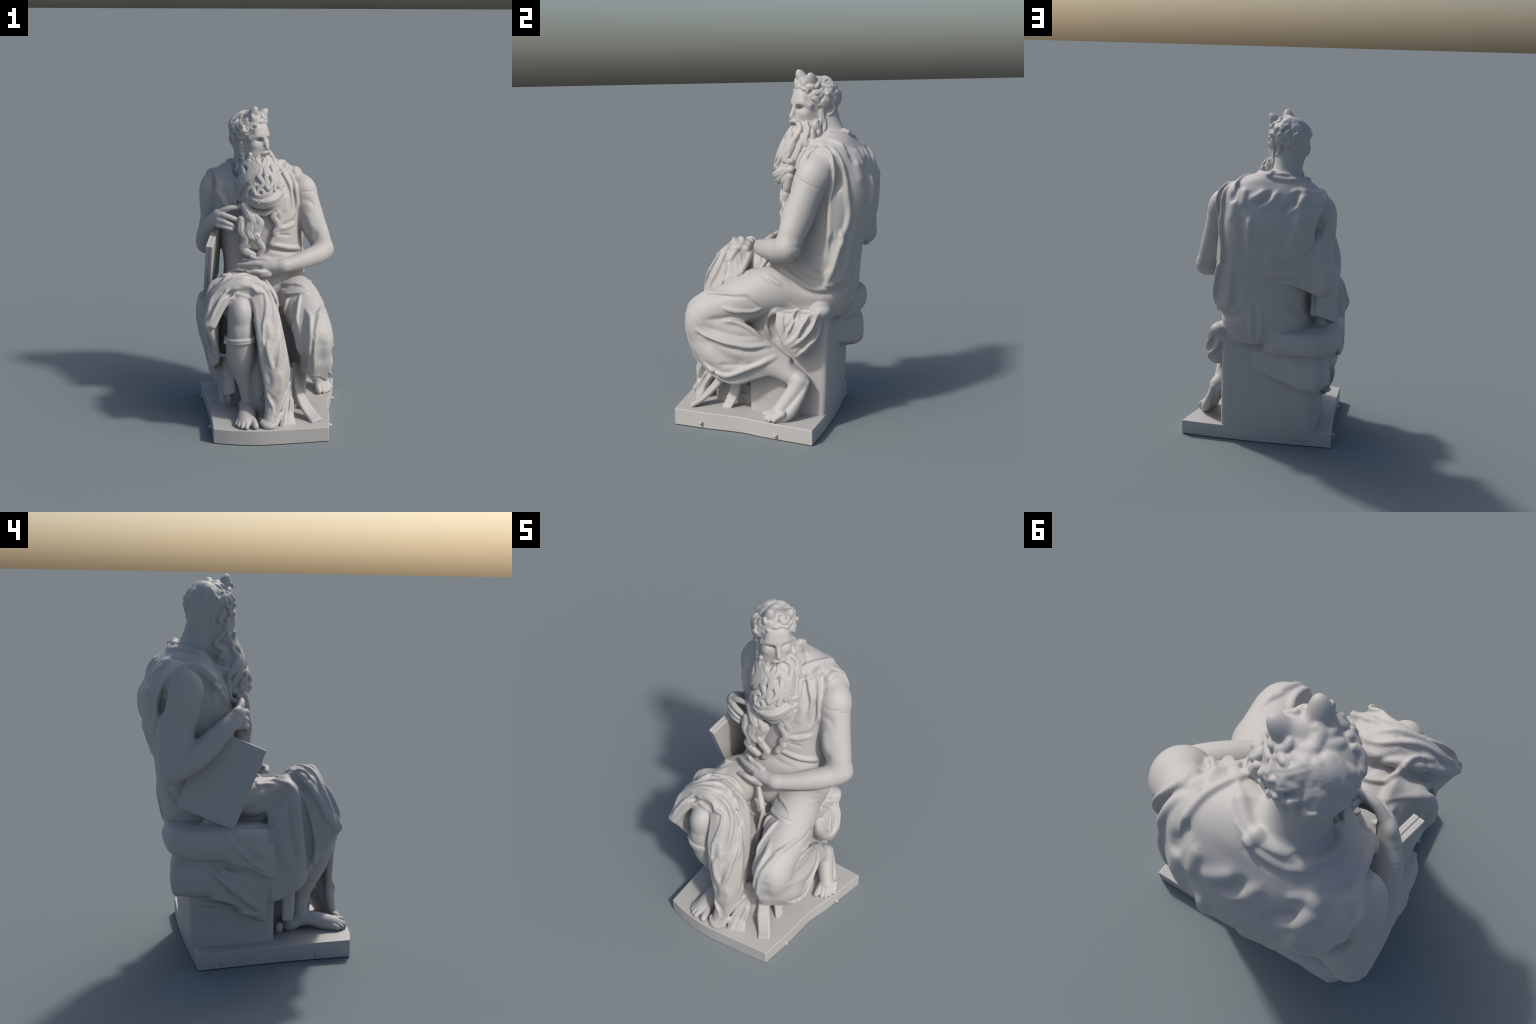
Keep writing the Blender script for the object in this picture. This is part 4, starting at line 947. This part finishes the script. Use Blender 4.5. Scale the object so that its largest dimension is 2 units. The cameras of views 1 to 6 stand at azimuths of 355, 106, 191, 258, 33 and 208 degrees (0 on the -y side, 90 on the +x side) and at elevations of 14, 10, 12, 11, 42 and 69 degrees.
# shoulders from above
swell(0.016, 0.018, (0.123, 0.248, 1.577), (0.129, 0.329, 1.606))
swell(0.012, 0.018, (0.186, 0.27, 1.552), (0.193, 0.334, 1.568))
swell(0.014, 0.016, (0.064, 0.256, 1.606), (0.014, 0.323, 1.646), (-0.037, 0.372, 1.647), (-0.113, 0.393, 1.647), (-0.184, 0.393, 1.63), (-0.212, 0.396, 1.618))
swell(0.012, 0.025, (-0.26, 0.435, 1.576), (-0.269, 0.474, 1.536), (-0.245, 0.506, 1.49))
swell(0.016, 0.012, (-0.375, 0.435, 1.523), (-0.365, 0.484, 1.446), (-0.344, 0.5, 1.37), (-0.313, 0.509, 1.278), (-0.266, 0.528, 1.236))
crease(0.026, 0.016, (-0.392, 0.435, 1.505), (-0.38, 0.475, 1.439), (-0.357, 0.483, 1.374), (-0.337, 0.493, 1.309))
swell(0.01, 0.02, (0.024, 0.539, 1.432), (0.025, 0.558, 1.338), (0.033, 0.541, 1.236))
crease(0.008, 0.03, (0.079, 0.528, 1.427), (0.073, 0.544, 1.299), (0.071, 0.512, 1.161))
crease(0.01, 0.02, (-0.139, 0.541, 1.181), (-0.151, 0.531, 1.154), (-0.176, 0.518, 1.12))
# gathered strip beside the trailing hem
ridge(0.01, 0.008, (0.081, -0.415, 0.263), (0.054, -0.465, 0.19), (0.035, -0.513, 0.094))
ridge(0.01, 0.008, (0.094, -0.403, 0.242), (0.078, -0.452, 0.168))
ridge(0.01, 0.008, (0.102, -0.392, 0.237), (0.105, -0.442, 0.155))
crease(0.01, 0.007, (0.087, -0.412, 0.238), (0.066, -0.459, 0.171), (0.054, -0.502, 0.088))
# recess and folds round the bare knee
crease(0.014, 0.012, (-0.315, -0.395, 0.897), (-0.289, -0.369, 0.91), (-0.269, -0.375, 0.944))
ridge(0.01, 0.009, (-0.291, -0.402, 0.884), (-0.255, -0.375, 0.908), (-0.22, -0.383, 0.906), (-0.175, -0.383, 0.899))
# long pleats down the hanging end
ridge(0.012, 0.012, (-0.122, -0.256, 0.987), (-0.063, -0.28, 0.943), (-0.028, -0.299, 0.896), (0, -0.298, 0.828), (0.017, -0.292, 0.78))
crease(0.014, 0.01, (-0.045, -0.294, 0.924), (-0.014, -0.302, 0.865), (0.01, -0.293, 0.803))
ridge(0.012, 0.01, (-0.001, -0.328, 0.817), (0.012, -0.342, 0.768), (0.026, -0.372, 0.697), (0.037, -0.403, 0.624))
ridge(0.01, 0.012, (0.025, -0.35, 0.719), (0.047, -0.384, 0.612), (0.065, -0.442, 0.477), (0.062, -0.465, 0.407))
# folds over the top of the knee
ridge(0.012, 0.01, (-0.347, -0.308, 0.95), (-0.286, -0.263, 0.996), (-0.254, -0.183, 0.968), (-0.199, -0.146, 0.95), (-0.134, -0.144, 0.924), (-0.095, -0.137, 0.872))
crease(0.01, 0.009, (-0.302, -0.292, 0.986), (-0.248, -0.254, 1.004), (-0.202, -0.218, 0.999), (-0.175, -0.169, 0.945))
ridge(0.01, 0.01, (-0.391, -0.347, 0.881), (-0.304, -0.328, 0.972), (-0.236, -0.295, 1.006), (-0.175, -0.262, 1.002), (-0.124, -0.253, 0.987))

# ------------------------------------------------------------------ plaster
def plaster(name="plaster"):
    m = bpy.data.materials.new(name)
    m.use_nodes = True
    nt = m.node_tree
    b = nt.nodes["Principled BSDF"]
    b.inputs["Roughness"].default_value = 0.62
    co = nt.nodes.new("ShaderNodeTexCoord")
    cloud = nt.nodes.new("ShaderNodeTexNoise")
    cloud.inputs["Scale"].default_value = 7.0
    cloud.inputs["Detail"].default_value = 4.0
    ramp = nt.nodes.new("ShaderNodeValToRGB")
    ramp.color_ramp.elements[0].position, ramp.color_ramp.elements[1].position = 0.3, 0.7
    ramp.color_ramp.elements[0].color = (0.398, 0.388, 0.379, 1)
    ramp.color_ramp.elements[1].color = (0.418, 0.407, 0.397, 1)
    # a few air-bubble pits left by the casting
    cell = nt.nodes.new("ShaderNodeTexVoronoi")
    cell.inputs["Scale"].default_value = 9.0
    pit = nt.nodes.new("ShaderNodeValToRGB")
    pit.color_ramp.elements[0].position, pit.color_ramp.elements[1].position = 0.018, 0.032
    pit.color_ramp.elements[0].color, pit.color_ramp.elements[1].color = (0.45, 0.45, 0.45, 1), (1, 1, 1, 1)
    mix = nt.nodes.new("ShaderNodeMix")
    mix.data_type, mix.blend_type = "RGBA", "MULTIPLY"
    mix.inputs["Factor"].default_value = 1.0
    grain = nt.nodes.new("ShaderNodeTexNoise")
    grain.inputs["Scale"].default_value = 160.0
    bump = nt.nodes.new("ShaderNodeBump")
    bump.inputs["Strength"].default_value = 0.06
    bump.inputs["Distance"].default_value = 0.002
    for a in (cloud, cell, grain):
        nt.links.new(co.outputs["Object"], a.inputs["Vector"])
    nt.links.new(cloud.outputs["Fac"], ramp.inputs["Fac"])
    nt.links.new(cell.outputs["Distance"], pit.inputs["Fac"])
    nt.links.new(ramp.outputs["Color"], mix.inputs[6])
    nt.links.new(pit.outputs["Color"], mix.inputs[7])
    nt.links.new(mix.outputs[2], b.inputs["Base Color"])
    nt.links.new(grain.outputs["Fac"], bump.inputs["Height"])
    nt.links.new(bump.outputs["Normal"], b.inputs["Normal"])
    return m


MAT = plaster()
thing = bpy.data.objects.new("seated_statue", None)
bpy.context.scene.collection.objects.link(thing)
thing["label"] = "white plaster statue of a seated bearded horned man in robes"
thing["category"] = "statue"

P, F, LAB = skin()
F = largest_pieces(P, F)
P = relax(P, F, 2)
P[:, 2] = np.maximum(P[:, 2], 0.03)
NV = normals(P, F)
flab = LAB[F[:, 0]]
for i, name in enumerate(PARTS):
    f = F[flab == i + 1]
    if len(f) == 0:
        continue
    used, inv = np.unique(f, return_inverse=True)
    mesh_object(name.split("#")[0], P[used], inv.reshape(f.shape), NV[used], MAT, thing)


# ------------------------------------------------------------------ plinth
def solid(name, P, faces, bevel=0.004, seg=2, parent=None):
    me = bpy.data.meshes.new(name)
    me.from_pydata([tuple(p) for p in P], [], faces)
    me.update()
    me.materials.append(MAT)
    ob = bpy.data.objects.new(name, me)
    bpy.context.scene.collection.objects.link(ob)
    ob.parent = parent or thing
    if bevel:
        import bmesh
        bm = bmesh.new()
        bm.from_mesh(me)
        sharp = [e for e in bm.edges if len(e.link_faces) == 2 and e.calc_face_angle() > 0.5]
        bmesh.ops.bevel(bm, geom=sharp, offset=bevel, segments=seg, affect="EDGES", profile=0.5)
        bmesh.ops.recalc_face_normals(bm, faces=bm.faces)
        bm.to_mesh(me)
        bm.free()
    # broad faces stay flat, the rounded edges between them are smooth
    for p in me.polygons:
        p.use_smooth = p.area < 0.0009 or not bevel
    return ob


front = spline([(-0.394, -0.516, 0), (-0.28, -0.549, 0), (-0.117, -0.570, 0), (0.081, -0.561, 0), (0.318, -0.542, 0)], 0.02)
right = spline([(0.318, -0.542, 0), (0.352, -0.33, 0), (0.372, -0.13, 0), (0.415, 0.02, 0), (0.48, 0.308, 0)], 0.02)
back = spline([(0.48, 0.308, 0), (0.24, 0.322, 0), (-0.05, 0.324, 0), (-0.34, 0.312, 0), (-0.447, 0.309, 0)], 0.02)
left = spline([(-0.447, 0.309, 0), (-0.427, 0.10, 0), (-0.405, -0.15, 0), (-0.398, -0.34, 0), (-0.394, -0.516, 0)], 0.02)
rim = np.vstack([front[:-1], right[:-1], back[:-1], left[:-1]])
n = len(rim)
top_z = np.interp(rim[:, 1], [-0.57, 0.31], [0.095, 0.086])
ring0 = rim.copy()
ring1 = rim.copy()
ring1[:, 2] = top_z
faces = [tuple(range(n))[::-1], tuple(range(n, 2 * n))]
faces += [(i, (i + 1) % n, n + (i + 1) % n, n + i) for i in range(n)]
solid("plinth", np.vstack([ring0, ring1]), faces, bevel=0.004)

# ------------------------------------------------------------------ pegs in the plinth's sides
def peg(p, out, r=0.011, l=0.022):
    out = np.asarray(out, float)
    out = out / np.linalg.norm(out)
    a = np.cross(out, (0, 0, 1))
    b = np.cross(a, out)
    rings = [(-0.01, 1.0), (l * 0.4, 1.0), (l * 0.8, 0.8), (l, 0.4)]
    pts, m = [], 14
    for h, s in rings:
        for j in range(m):
            t = 2 * math.pi * j / m
            pts.append(np.asarray(p) + out * h + (a * math.cos(t) + b * math.sin(t)) * r * s)
    fs = [(i * m + j, i * m + (j + 1) % m, (i + 1) * m + (j + 1) % m, (i + 1) * m + j) for i in range(3) for j in range(m)]
    fs.append(tuple(range(3 * m, 4 * m)))
    solid("peg", pts, fs, bevel=0)


peg((0.345, -0.37, 0.032), (1, -0.15, 0))
peg((0.43, 0.094, 0.024), (1, -0.25, 0))
peg((-0.432, 0.179, 0.033), (-1, -0.1, 0))
peg((-0.398, -0.332, 0.030), (-1, -0.05, 0))

# ------------------------------------------------------------------ two stone tablets held under the arm
TF, BF = V(-0.416, -0.035, 1.131), V(-0.430, 0.130, 0.730)
e1 = V(0.25, 0.92, 0.385)
e1 /= np.linalg.norm(e1)
e2 = BF - TF
high = np.linalg.norm(e2)
e2 /= high
nrm = np.cross(e2, e1)
nrm /= np.linalg.norm(nrm)
nrm = nrm if nrm[0] < 0 else -nrm
for shift, thick in ((0.0, 0.021), (0.022, 0.021)):
    c0 = TF - nrm * shift
    out = []
    for s in (0, 1):
        for a, b in ((0, 0), (0.315, 0), (0.315, high), (0.0, high)):
            out.append(c0 + e1 * a + e2 * b - nrm * thick * s)
    solid("tablet", out, [(0, 1, 2, 3), (7, 6, 5, 4), (0, 4, 5, 1), (1, 5, 6, 2), (2, 6, 7, 3), (3, 7, 4, 0)], bevel=0.003)
